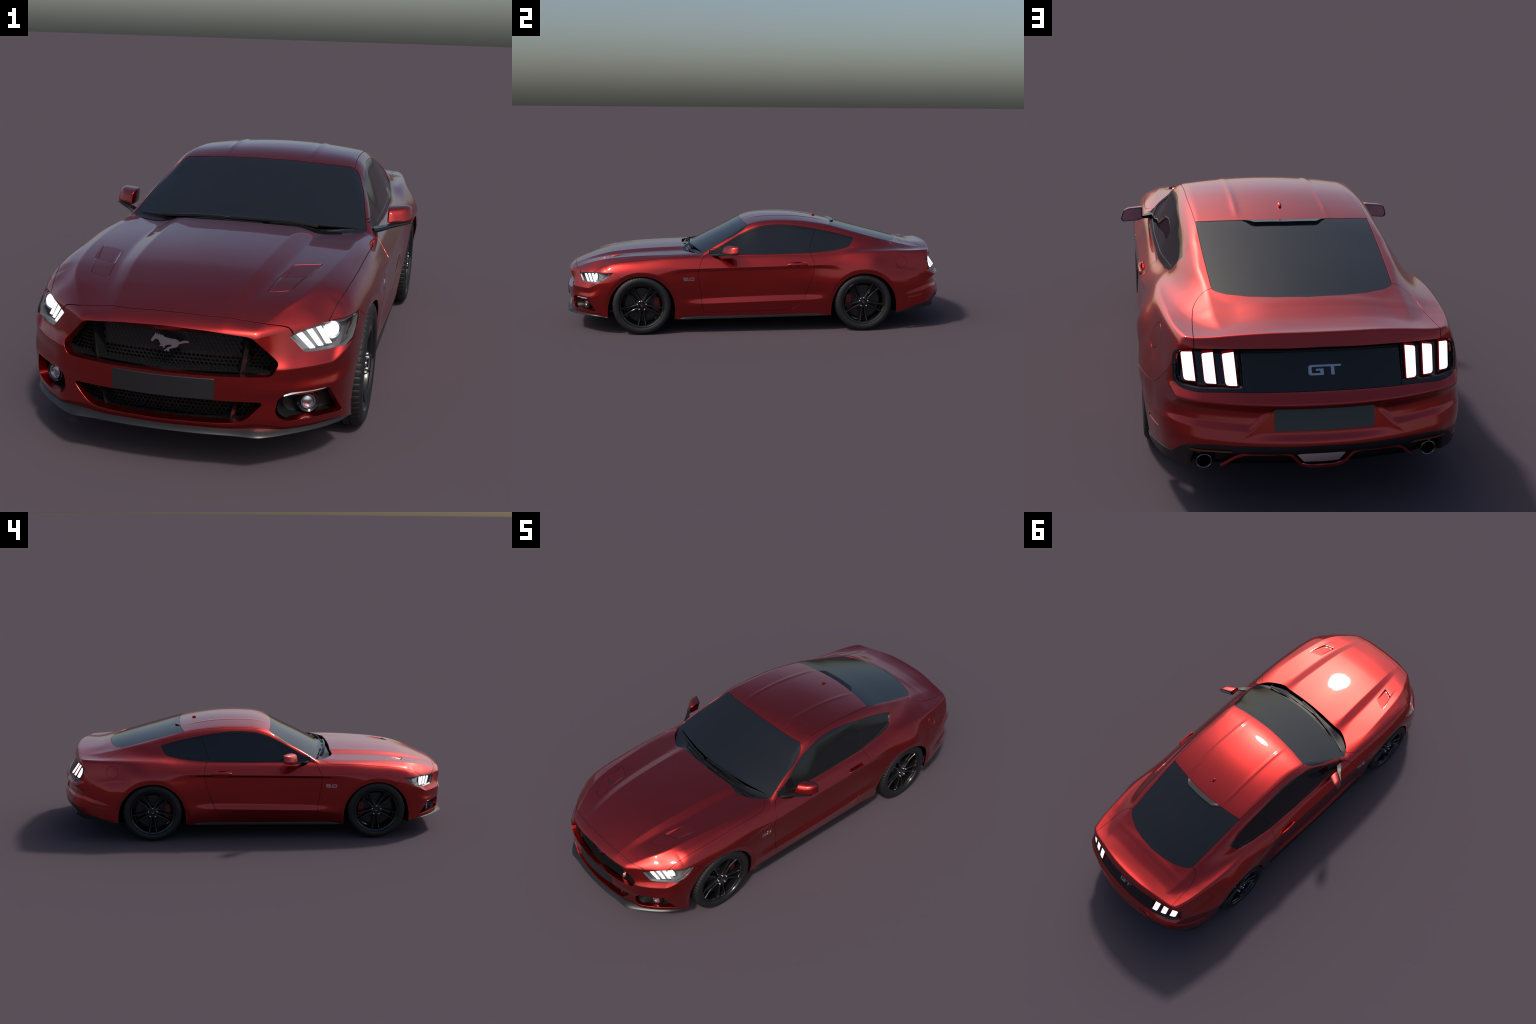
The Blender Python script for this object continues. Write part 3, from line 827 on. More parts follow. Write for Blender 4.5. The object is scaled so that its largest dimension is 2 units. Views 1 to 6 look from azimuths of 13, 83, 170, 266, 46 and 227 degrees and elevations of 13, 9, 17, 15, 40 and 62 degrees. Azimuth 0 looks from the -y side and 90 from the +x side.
# ------------------------------------------------------------------ wheels
def wheel_meshes():
    """tyre, rim and brake built once about the x axis (outside = +x)"""
    R = .147
    # tyre: shoulder blocks are cut by sipes
    prof = [(-.050, .1110), (-.0535, .1160), (-.0560, .1250), (-.0552, .1340), (-.0515, .1410), (-.0465, .1450), (-.039, .1463), (-.030, .1468), (-.0290, .1430), (-.0255, .1430), (-.0245, .1470), (-.0095, .1470), (-.0085, .1430), (-.0050, .1430), (-.0040, .1470), (.0040, .1470)]
    prof += [(-x, r) for x, r in prof[:-1]][::-1]
    seg = 300; V, F = [], []; n = len(prof)
    for k in range(seg):
        a = 2*math.pi*k/seg; cut = k % 5 == 0
        for x, r in prof:
            rr, x2 = r, x
            if cut and r in (.1450, .1463): rr = r-.0020
            if cut and r == .1410: x2 = x*.985
            V.append((x2, rr*math.cos(a), rr*math.sin(a)))
    for k in range(seg):
        for i in range(n-1):
            a, b = k*n+i, k*n+i+1; c, d = ((k+1) % seg)*n+i+1, ((k+1) % seg)*n+i
            F.append((a, d, c, b))
    ty = mesh_object('tyre', V, F, M['tyre'], None, None, 28)
    bm = bmesh.new(); bm.from_mesh(ty.data); bmesh.ops.recalc_face_normals(bm, faces=bm.faces); bm.to_mesh(ty.data); bm.free()
    ty.data.shade_smooth(); ty.data.set_sharp_from_angle(angle=math.radians(28))
    # rim barrel with stepped lip
    barrel = revolve('rim', [(-.048, .107), (-.0495, .1115), (-.047, .1125), (-.035, .103), (.022, .1005), (.038, .1015), (.0450, .1040), (.0460, .1075), (.0480, .1105), (.0515, .1120), (.0530, .1130), (.0515, .1145), (.045, .1135), (.038, .108), (-.04, .106)], M['rim'], 120, None, 30, True)
    bm = bmesh.new(); bm.from_mesh(barrel.data)
    # hub disc
    hub = [(.020, 0), (.020, .027), (.030, .0280), (.037, .0275), (.0415, .0265), (.0436, .0240), (.0445, .0150), (.0435, .0140), (.0435, 0)]
    seg = 60
    ring = []
    for k in range(seg):
        a = 2*math.pi*k/seg; ring.append([bm.verts.new((x, r*math.cos(a), r*math.sin(a))) for x, r in hub])
    for k in range(seg):
        for i in range(len(hub)-1):
            q = [ring[k][i], ring[k][i+1], ring[(k+1) % seg][i+1], ring[(k+1) % seg][i]]
            bm.faces.new(q)
    # five V pairs of spokes: each starts at a lug and opens towards the rim
    for g in range(5):
        base = math.radians(90+72*g)
        for sgn in (-1, 1):
            n = 14; rows = []
            for i in range(n):
                t = i/(n-1)
                a0, a1 = base+sgn*math.radians(9), base+sgn*math.radians(25)
                p0 = .017*np.array([math.cos(a0), math.sin(a0)]); p1 = .1065*np.array([math.cos(a1), math.sin(a1)])
                bow = .0030*math.sin(math.pi*t)
                d = (p1-p0)/np.linalg.norm(p1-p0); s = np.array([-d[1], d[0]])
                w = .0056*(1-t)+.0040*t+.0030*(1-t)**4; wb = w+.0022
                x = .0437+.0050*t**2-.0035*math.sin(math.pi*min(1, t*1.1)); dep = .022-.004*t
                p = p0+(p1-p0)*t+s*sgn*bow
                sec = [(x-dep, wb), (x-.006, w*1.0), (x-.0012, w*.72), (x, w*.45), (x, -w*.45), (x-.0012, -w*.72), (x-.006, -w), (x-dep, -wb)]
                rows.append([bm.verts.new((xx, *(p+s*o))) for xx, o in sec])
            m = len(rows[0])
            for i in range(n-1):
                for j in range(m-1): bm.faces.new((rows[i][j], rows[i][j+1], rows[i+1][j+1], rows[i+1][j]))
            for rw in (rows[0], rows[-1][::-1]): bm.faces.new(rw)
    # small bridge between the two neighbouring spokes near the rim
    for g in range(5):
        mid = math.radians(90+36+72*g); hw = .017
        c, s = np.array([math.cos(mid), math.sin(mid)]), np.array([-math.sin(mid), math.cos(mid)])
        for r0, r1, x0, x1 in ((.091, .0945, .022, .033), (.1015, .106, .028, .042)):
            P = [(x, *(c*r+s*o)) for x in (x0, x1) for r in (r0, r1) for o in (-hw, hw)]
            v = [bm.verts.new(p) for p in P]
            for f in ((0, 1, 3, 2), (4, 6, 7, 5), (0, 4, 5, 1), (2, 3, 7, 6), (0, 2, 6, 4), (1, 5, 7, 3)): bm.faces.new([v[i] for i in f])
    bmesh.ops.recalc_face_normals(bm, faces=bm.faces); bm.to_mesh(barrel.data); bm.free()
    barrel.data.shade_smooth(); barrel.data.set_sharp_from_angle(angle=math.radians(32))
    # centre cap, nuts
    cap = revolve('centre_cap', [(.0475, .0), (.0475, .0060), (.0468, .0098), (.0452, .0112), (.040, .0115)], M['gloss'], 48)
    bm = bmesh.new()
    horse = HORSE*.0150
    prism(bm, horse, lambda u, v, d: (d, u, v), .0470, .0481)
    emb = bm_object('cap_emblem', bm, M['satin'])
    nut = revolve('lug_nut', [(.038, .0045), (.0475, .0045), (.0497, .0040), (.0510, .0026), (.0515, 0)], M['nut'], 20)
    disc = revolve('brake_disc', [(-.020, .099), (-.0195, .085), (.006, .084), (.010, .086), (.0135, .086), (.0155, .085), (.0165, .046), (.0205, .043), (.022, .030), (.022, 0)], M['disc'], 72)
    bm = bmesh.new()
    sec = []
    for k in range(9):
        a = math.radians(-26+52*k/8)
        sec.append([bm.verts.new((x, r*math.cos(a), r*math.sin(a))) for x, r in ((-.010, .060), (.019, .058), (.023, .064), (.023, .084), (.019, .092), (-.010, .094))])
    for k in range(8):
        for j in range(6): bm.faces.new((sec[k][j], sec[k][(j+1) % 6], sec[k+1][(j+1) % 6], sec[k+1][j]))
    bm.faces.new(sec[0]); bm.faces.new(sec[-1][::-1])
    for dz in (-.017, .017):
        prism(bm, [(.073+.010*math.cos(2*math.pi*k/14), dz+.010*math.sin(2*math.pi*k/14)) for k in range(14)], lambda u, v, d: (d, u, v), .020, .0255)
    cal = bm_object('brake_caliper', bm, M['caliper'], angle=30)
    return ty, barrel, cap, emb, nut, disc, cal
HORSE = np.array([(-.50, -.02), (-.495, .02), (-.45, .09), (-.41, .135), (-.385, .20), (-.36, .155), (-.325, .195), (-.30, .15), (-.265, .185), (-.235, .145), (-.19, .165), (-.155, .125), (-.06, .10), (.06, .085), (.15, .085), (.205, .06), (.235, .02),
                  (.275, .025), (.32, .055), (.40, .07), (.50, .065), (.495, .02), (.41, .015), (.33, -.005), (.28, -.03), (.235, -.035), (.225, -.08), (.17, -.125), (.09, -.155), (.01, -.175), (-.02, -.215), (-.02, -.255), (-.065, -.255), (-.075, -.21), (-.115, -.25), (-.165, -.25), (-.12, -.205), (-.06, -.15), (.02, -.12), (.055, -.085), (.0, -.075),
                  (-.08, -.09), (-.125, -.13), (-.145, -.175), (-.185, -.165), (-.17, -.125), (-.215, -.13), (-.265, -.145), (-.28, -.115), (-.235, -.095), (-.265, -.05), (-.285, .0), (-.325, .04), (-.375, .045), (-.42, .01), (-.46, -.035)])
def build_wheels():
    tpl = wheel_meshes()
    tyre, rim, cap, emb, nut, disc, cal = tpl
    first = True
    for side in (1, -1):
        for (cy, _), xo, front in ((WF, .3265, True), (WR, .3300, False)):
            hubz = .147
            w = bpy.data.objects.new('wheel', None); w.empty_display_size = .05; link(w)
            w.location = (side*xo, cy, hubz); w.rotation_euler = (0, 0, 0 if side > 0 else math.pi)
            for src in (tyre, rim, cap, emb, disc):
                o = src if first else src.copy()
                if not first: bpy.context.collection.objects.link(o)
                o.parent = w; o.location = (0, 0, 0)
            for k in range(5):
                o = nut if (first and k == 0) else nut.copy()
                if not (first and k == 0): bpy.context.collection.objects.link(o)
                a = math.radians(90+72*k); o.parent = w
                o.location = (0, .0228*math.cos(a), .0228*math.sin(a))
            o = cal if first else cal.copy()
            if not first: bpy.context.collection.objects.link(o)
            o.parent = w
            back = (1 if front else -1)*side     # caliper behind the front axle, ahead of the rear one
            o.rotation_euler = (0 if back > 0 else math.pi, 0, 0)
            if back < 0: o.rotation_euler = (math.pi, 0, 0)
            first = False
    # wheel houses
    for cy, _ in (WF, WR):
        V, F = [], []; n = 28
        for k in range(n+1):
            a = math.radians(-8+196*k/n)
            for x in (.19, .352): V.append((x, cy+.166*math.cos(a), .147+.166*math.sin(a)))
        for k in range(n): F.append((2*k, 2*k+1, 2*k+3, 2*k+2))
        F.append(tuple(2*k for k in range(n+1)))
        o = mesh_object('wheel_house', V, F, M['dark']); mirrored(o)

# ------------------------------------------------------------------ front details
def build_front():
    A1 = lambda v: np.array([v])
    fy = lambda x, z: float(front_y(A1(abs(x)), A1(z))[0])
    def grille(name, poly, depth, rows, inset):
        inner = None
        # red throat is the bumper flange; black insert frame follows it
        c = poly.mean(0)
        small = np.array([p+(c-p)*np.array([.012, .05]) for p in poly])
        n = len(poly); V, F = [], []
        rings = [(poly, .0175), (small, .0165), (small, .0185), (small, depth)]
        for P, d in rings: V += [(x, fy(x, z)+d, z) for x, z in P]
        for k in range(len(rings)-1):
            for i in range(n): F.append((k*n+i, k*n+(i+1) % n, (k+1)*n+(i+1) % n, (k+1)*n+i))
        o = mesh_object(name+'_frame', V, F, M['gloss'], None, None, 35)
        bm = bmesh.new(); bm.from_mesh(o.data); bmesh.ops.recalc_face_normals(bm, faces=bm.faces); bm.to_mesh(o.data); bm.free()
        # back plate
        bm = bmesh.new()
        xs = np.linspace(poly[:, 0].min(), poly[:, 0].max(), 25); zs = (poly[:, 1].min(), poly[:, 1].max())
        vs = [[bm.verts.new((x, fy(x, z)+depth+.014, z)) for z in zs] for x in xs]
        for i in range(24): bm.faces.new((vs[i][0], vs[i+1][0], vs[i+1][1], vs[i][1]))
        bm_object(name+'_backing', bm, M['dark'])
        # honeycomb
        bm = bmesh.new(); px_, pz_ = .0092, .0080; r0, r1 = .0049, .0041
        grid = small
        for j, z in enumerate(np.arange(poly[:, 1].min(), poly[:, 1].max(), pz_)):
            for x in np.arange(-.24+(j % 2)*px_/2, .24, px_):
                shut = name == 'grille' and abs(x) < .150 and z > .2490-abs(x)*.05
                if sdf_poly(np.array([[x, z]]), grid)[0] < -.001: continue
                ring = []
                for rr, dd in ((r0, 0), (r1, 0), (r1, .0012 if shut else .0065)):
                    pts = []
                    for k in range(6):
                        a = math.radians(30+60*k); xx, zz = x+rr*math.cos(a)*1.08, z+rr*math.sin(a)*1.08
                        pts.append(bm.verts.new((xx, fy(x, z)+depth+dd, zz)))
                    ring.append(pts)
                for k in range(6):
                    for q in range(2): bm.faces.new((ring[q][k], ring[q][(k+1) % 6], ring[q+1][(k+1) % 6], ring[q+1][k]))
                if shut: bm.faces.new(ring[2])
        o = bm_object(name+'_honeycomb', bm, M['mesh']); o['kind'] = 'stuff'
    grille('grille', GRILLE, .052, 0, 0)
    grille('lower_grille', LOWER_GRILLE, .042, 0, 0)
    # upright bars in both openings
    def bar(name, x0, x1, z0, z1, d):
        bm = bmesh.new(); n = 8; rows = []
        for i in range(n):
            t = i/(n-1); z = z0+(z1-z0)*t; x = x0+(x1-x0)*t; w = .0135-.004*t
            yb = fy(x, z)
            rows.append([bm.verts.new(p) for p in ((x-w, yb+.062, z), (x-w*.45, yb+d+.006, z), (x-w*.1, yb+d, z), (x+w*.5, yb+d+.008, z), (x+w, yb+.062, z))])
        for i in range(n-1):
            for j in range(4): bm.faces.new((rows[i][j], rows[i][j+1], rows[i+1][j+1], rows[i+1][j]))
        o = bm_object(name, bm, M['gloss'], angle=30); mirrored(o)
    bar('grille_bar', .1560, .1690, .2170, .3060, .020)
    bar('lower_grille_bar', .1370, .1480, .1140, .1660, .018)
    # running horse
    bm = bmesh.new()
    H = HORSE*.082
    prism(bm, H, lambda u, v, d: (u+.0065, -.9565-d, v+.2715), 0, .005)
    bm_object('horse_emblem', bm, M['chrome'], bevel=.0008)
    # front plate
    bent_plate('number_plate', -.1095, .1095, .1675, .2120, lambda u, v, d: (u, -.9965+.9*u*u-d, v), M['plate_f'])
    # splitter
    path = [(-.366, -.778, .0885), (-.360, -.800, .0925), (-.352, -.830, .0955), (-.318, -.884, .0965), (-.265, -.937, .0965), (-.225, -.970, .0965), (-.200, -.9835, .0965), (-.17, -.9860, .0965), (-.10, -.9945, .0970), (0, -.9995, .0970)]
    half = open_curve(path, 8); full = np.concatenate([half, (half*[-1, 1, 1])[::-1][1:]])
    V, F = [], []
    for p in full:
        c = np.array([0, -.45, p[2]]); d = (c-p); d[2] = 0; d /= np.linalg.norm(d)
        V += [tuple(p+d*.002+np.array([0, 0, .0015])), tuple(p+d*.030+np.array([0, 0, .0125])), tuple(p+d*.06+np.array([0, 0, .012])), tuple(p+d*.06+np.array([0, 0, -.006])), tuple(p+d*.006+np.array([0, 0, -.006])), tuple(p+d*.0+np.array([0, 0, -.002]))]
    m = 6
    for i in range(len(full)-1):
        for j in range(m): F.append((i*m+j, i*m+(j+1) % m, (i+1)*m+(j+1) % m, (i+1)*m+j))
    F.append(tuple(range(m))); F.append(tuple((len(full)-1)*m+j for j in range(m))[::-1])
    o = mesh_object('front_splitter', V, F, M['trim'], None, None, 40)
    bm = bmesh.new(); bm.from_mesh(o.data); bmesh.ops.recalc_face_normals(bm, faces=bm.faces); bm.to_mesh(o.data); bm.free()
    # fog lamp pocket, lamp and bright strip
    def pocket(x, z, d):
        return (x, fy(x, z)+d, z)
    bm = bmesh.new(); c = FOG.mean(0)
    rings = [(1.0, .0165), (.98, .022), (.90, .050), (.55, .056)]
    vs = [[bm.verts.new(pocket(*(c+(p-c)*k), d)) for p in FOG] for k, d in rings]; n = len(FOG)
    for k in range(len(rings)-1):
        for i in range(n): bm.faces.new((vs[k][i], vs[k][(i+1) % n], vs[k+1][(i+1) % n], vs[k+1][i]))
    bm.faces.new(vs[-1])
    o = bm_object('fog_lamp_pocket', bm, M['trim']); mirrored(o)
    fc = np.array([.2855, -.884, .1470]); ax_ = np.array([.42, -.90, .02]); ax_ /= np.linalg.norm(ax_)
    q = Vector((1, 0, 0)).rotation_difference(Vector(ax_))
    def turned(name, prof, mat, seg=40):
        o = revolve(name, prof, mat, seg)
        for v in o.data.vertices: v.co = q @ v.co+Vector(fc)
        return o, mirrored(o)
    turned('fog_lamp_bezel', [(-.034, .027), (-.012, .027), (.000, .0245), (.003, .0215), (.000, .0175), (-.012, .0165)], M['gloss'])
    turned('fog_lamp_ring', [(-.004, .0165), (.0015, .0160), (.0015, .0140), (-.006, .0128)], M['chrome'])
    turned('fog_lamp_lens', [(-.004, .0128), (-.001, .0085), (.001, 0)], M['satin'])
    # bright strip over the fog lamp
    top = open_curve([(.2440, .1755), (.2650, .1810), (.2950, .1815), (.3240, .1815)], 8)
    bm = bmesh.new(); rows = []
    for i, (x, z) in enumerate(top):
        t = i/(len(top)-1); h = .0050+.005*math.sin(math.pi*t)
        yb = fy(x, z)+.009
        rows.append([bm.verts.new((x, yb, z)), bm.verts.new((x, yb-.0015, z-h*.5)), bm.verts.new((x, yb+.003, z-h)), bm.verts.new((x, yb+.016, z-h))])
    for i in range(len(rows)-1):
        for j in range(3): bm.faces.new((rows[i][j], rows[i][j+1], rows[i+1][j+1], rows[i+1][j]))
    o = bm_object('fog_lamp_strip', bm, M['chrome']); mirrored(o)

def surf_ray(fn, lo, hi):
    """outermost crossing along one coordinate, by two nested scans"""
    for _ in range(3):
        t = np.linspace(lo, hi, 40); f = field(fn(t)); k = np.where(f < 0)[0]
        i = k[-1] if len(k) else 0; lo, hi = t[i], t[min(i+1, 39)]
    P = fn(np.array([.5*(lo+hi)])); return P[0], grad(P)[0]
def surf_side(y, z):
    """point and outward normal of the body side at (y, z)"""
    return surf_ray(lambda t: np.stack([t, 0*t+y, 0*t+z], 1), .15, .5)
def surf_rear(x, z):
    return surf_ray(lambda t: np.stack([0*t+x, t, 0*t+z], 1), .7, 1.1)
def surf_top(x, y):
    return surf_ray(lambda t: np.stack([0*t+x, 0*t+y, t], 1), .2, .8)

def build_headlights(hl):
    """three slanted light bars, a projector and rims inside the dark housing"""
    def at(y, z, d):
        p, n = surf_side(y, z); return p-n*d
    # wall of the housing
    n = len(HEADLIGHT); HP = rounded_poly(HEADLIGHT, .002, 3); n = len(HP)
    V = []
    for d in (.0005, .0265):
        for y, z in HP:
            p, nn = surf_side(y, z); V.append(tuple(p-nn*d))
    F = [(i, (i+1) % n, n+(i+1) % n, n+i) for i in range(n)]
    c = HP.mean(0)
    o = mesh_object('headlight_bezel', V, F, M['trim'], None, None, 40)
    bm = bmesh.new(); bm.from_mesh(o.data); bmesh.ops.recalc_face_normals(bm, faces=bm.faces); bm.to_mesh(o.data); bm.free(); mirrored(o)
    # inner frame: band following the lower edge
    inner = np.array([c+(p-c)*np.array([.93, .80]) for p in HP])
    V = []
    for P, d in ((HP, .004), (inner, .0085), (inner, .025)):
        for y, z in P:
            p, nn = surf_side(y, z); V.append(tuple(p-nn*d))
    F = [(k*n+i, k*n+(i+1) % n, (k+1)*n+(i+1) % n, (k+1)*n+i) for k in range(2) for i in range(n)]
    o = mesh_object('headlight_frame', V, F, M['lamp_grey'], None, None, 40)
    bm = bmesh.new(); bm.from_mesh(o.data); bmesh.ops.recalc_face_normals(bm, faces=bm.faces); bm.to_mesh(o.data); bm.free(); mirrored(o)
    # light bars
    for k in range(3):
        yt, yb = -.8975+.0193*k, -.8805+.0174*k; zt, zb = .3000+.0042*k, .2650+.0018*k; w = .0050
        q = rounded_poly([(yt-w, zt-.001), (yt+w, zt+.001), (yb+w, zb), (yb-w, zb)], .0012, 3)
        bm = bmesh.new()
        a = [bm.verts.new(at(y, z, .0135)) for y, z in q]; b = [bm.verts.new(at(y, z, .0160)) for y, z in q]; m = len(q)
        bm.faces.new(a)
        for i in range(m): bm.faces.new((a[i], a[(i+1) % m], b[(i+1) % m], b[i]))
        o = bm_object('running_light', bm, M['white_lamp']); mirrored(o)
    # projector
    p, nn = surf_side(-.829, .2905); f = np.array([nn[0]*.6, nn[1]*.9-.35, .0]); f /= np.linalg.norm(f)
    q = Vector((1, 0, 0)).rotation_difference(Vector(f)); ctr = Vector(np.array([.3205, -.8310, .2915])-f*.006)
    def turned(name, prof, mat):
        o = revolve(name, prof, mat, 40)
        for v in o.data.vertices: v.co = q @ v.co+ctr
        mirrored(o)
    turned('projector_lens', [(.004, .0158), (.0075, .0130), (.0095, .008), (.0100, 0)], M['white_lamp'])
    turned('projector_ring', [(-.002, .0185), (.0040, .0205), (.0055, .0190), (.0040, .0165)], M['chrome'])
    # reflector strip at the tip
    pts = [(-.803, .2860), (-.790, .2930), (-.775, .3020), (-.762, .3080)]
    path = [at(y, z, .0085) for y, z in pts]
    o = sweep('headlight_blade', open_curve(path, 6), [(-.001, -.0018), (.001, -.0018), (.001, .0018), (-.001, .0018)], M['chrome']); mirrored(o)

# ------------------------------------------------------------------ rear details
def build_rear():
    A1 = lambda v: np.array([v])
    ry = lambda x, z: float(rear_y(A1(abs(x)), A1(z))[0])
    py = lambda x, z, lamps=True: float(panel_y(A1(abs(x)), A1(z), lamps)[0])
    bars = [((.3070, .3660), (.2830, .3700), (.2780, .3150), (.3020, .3125)), ((.2625, .3685), (.2385, .3725), (.2340, .3142), (.2580, .3130)), ((.2190, .3705), (.1940, .3750), (.1900, .3140), (.2140, .3130))]
    for tl, tr, br, bl in bars:
        q = rounded_poly([tl, tr, br, bl], [.004, .001, .001, .007], 5)
        c = q.mean(0); big = np.array([p+(p-c)/np.linalg.norm(p-c)*.0022 for p in q])
        bm = bmesh.new(); prism(bm, big, lambda u, v, d: (u, py(u, v, False)+d, v), -.014, .0010)
        lens = bm_object('tail_light_lens', bm, M['tail_red']); l2 = mirrored(lens)
        bm = bmesh.new(); prism(bm, q, lambda u, v, d: (u, py(u, v, False)+d, v), -.002, .0022)
        o = bm_object('tail_light_bar', bm, M['tail_lamp']); o2 = mirrored(o)
    # split lines between lamps and panel
    path = [(.1835, py(.1835, z, False)-.0025, z) for z in (.388, .37)]+[(.181-.0003*(k), py(.18, z, False)-.0012, z) for k, z in enumerate((.35, .33, .318))]+[(.174, py(.174, .304, False)-.001, .304)]
    o = sweep('lamp_split', open_curve(path, 4), [(-.0008, -.003), (.0008, -.003), (.0008, .003), (-.0008, .003)], M['dark'], up=(0, 1, 0)); mirrored(o)
    # GT letters
    t3 = lambda u, v, d: (-u, py(0, .344+v, False)+d, .3440+v)
    bm = bmesh.new()
    G = [(.0005, .0095), (-.0300, .0095), (-.0345, .0070), (-.0350, -.0070), (-.0310, -.0095), (-.0010, -.0095), (-.0010, .0022), (-.0180, .0022), (-.0180, -.0014), (-.0085, -.0014), (-.0085, -.0058), (-.0262, -.0058), (-.0275, -.0040), (-.0275, .0042), (-.0262, .0058), (.0005, .0058)]
    prism(bm, G, t3, -.001, .0022)
    prism(bm, [(.0008, .0095), (.0385, .0095), (.0385, .0058), (.0232, .0058), (.0232, -.0095), (.0155, -.0095), (.0155, .0058), (.0008, .0058)], t3, -.001, .0022)
    bm_object('badge_letters', bm, M['satin'])
    # plate
    bent_plate('number_plate', -.1115, .1115, .2190, .2660, lambda u, v, d: (u, .9745+(.266-v)*.26-.5*u*u+d, v), M['plate_r'])
    # exhaust tips
    for sx in (1, -1):
        c = Vector((sx*.260, .858, .1275)); d = Vector((0, 1, -.05)).normalized(); q = Vector((1, 0, 0)).rotation_difference(d)
        o = revolve('exhaust_tip', [(0, .0155), (.058, .0165), (.0605, .0172), (.0622, .0165), (.0605, .0152), (.02, .0145)], M['pipe'], 40)
        for v in o.data.vertices: v.co = q @ v.co+c
        o = revolve('exhaust_rim', [(.0580, .0160), (.0605, .0182), (.0630, .0182), (.0640, .0168), (.0625, .0152), (.050, .0150)], M['pipe'], 40)
        for v in o.data.vertices: v.co = q @ v.co+c
        o = revolve('exhaust_bore', [(.02, .0150), (.021, 0)], M['dark'], 30)
        for v in o.data.vertices: v.co = q @ v.co+c
    # amber reflectors over the exhausts
    bm = bmesh.new(); rows = []
    for x in np.linspace(.203, .292, 12):
        t = (x-.203)/.089; z1 = .1685-.0060*t; h = .0050
        rows.append([bm.verts.new((x, ry(x, z)+.0048, z)) for z in (z1+h/2, z1-h/2)])
    for i in range(11): bm.faces.new((rows[i][0], rows[i+1][0], rows[i+1][1], rows[i][1]))
    o = bm_object('rear_reflector', bm, M['amber']); mirrored(o)
    # painted diffuser strip
    half = [(.220, .912, .1080), (.203, .928, .1270), (.185, .941, .1440), (.165, .952, .1530), (.12, .9640, .1570), (.086, .9690, .1585), (.074, .9690, .1555), (.060, .9660, .1400), (.047, .9640, .1270), (.034, .9640, .1230), (0, .9660, .1220)]
    h = open_curve(half, 6); path = np.concatenate([h, (h*[-1, 1, 1])[::-1][1:]])
    sweep('diffuser_strip', path, [(-.010, -.003), (.004, -.003), (.004, .003), (-.010, .003)], M['paint'])
    bm = bmesh.new(); R = rounded_poly([(-.040, .1290), (0, .1280), (.040, .1290), (.056, .1470), (0, .1500), (-.056, .1470)], .003)
    prism(bm, R, lambda u, v, d: (u, .957-u*u*.6+d, v), -.004, .003)
    bm_object('reversing_lamp', bm, M['chrome'], bevel=.001)
    # high brake light lip over the rear window
    bm = bmesh.new(); rows = []
    for x in np.linspace(-.112, .112, 33):
        t = abs(x)/.112; w = .021*(1-sstep(np.array([t]), .72, 1.0)[0])+.0012
        y0 = float(np.interp(abs(x), [0, .08, .16], [.398, .394, .385]))+.0006
        p0, n0 = surf_top(abs(x), y0); p1, n1 = surf_top(abs(x), y0+w)
        k = 1-sstep(np.array([t]), .8, 1.0)[0]
        rows.append([bm.verts.new((x, *(p0+n0*.0006)[1:])), bm.verts.new((x, *(p1+n1*(.0055*k+.0008))[1:])), bm.verts.new((x, *(p1+n1*(-.001))[1:]))])
    for i in range(32):
        for j in range(2): bm.faces.new((rows[i][j], rows[i+1][j], rows[i+1][j+1], rows[i][j+1]))
    bm_object('high_brake_light', bm, M['gloss'])

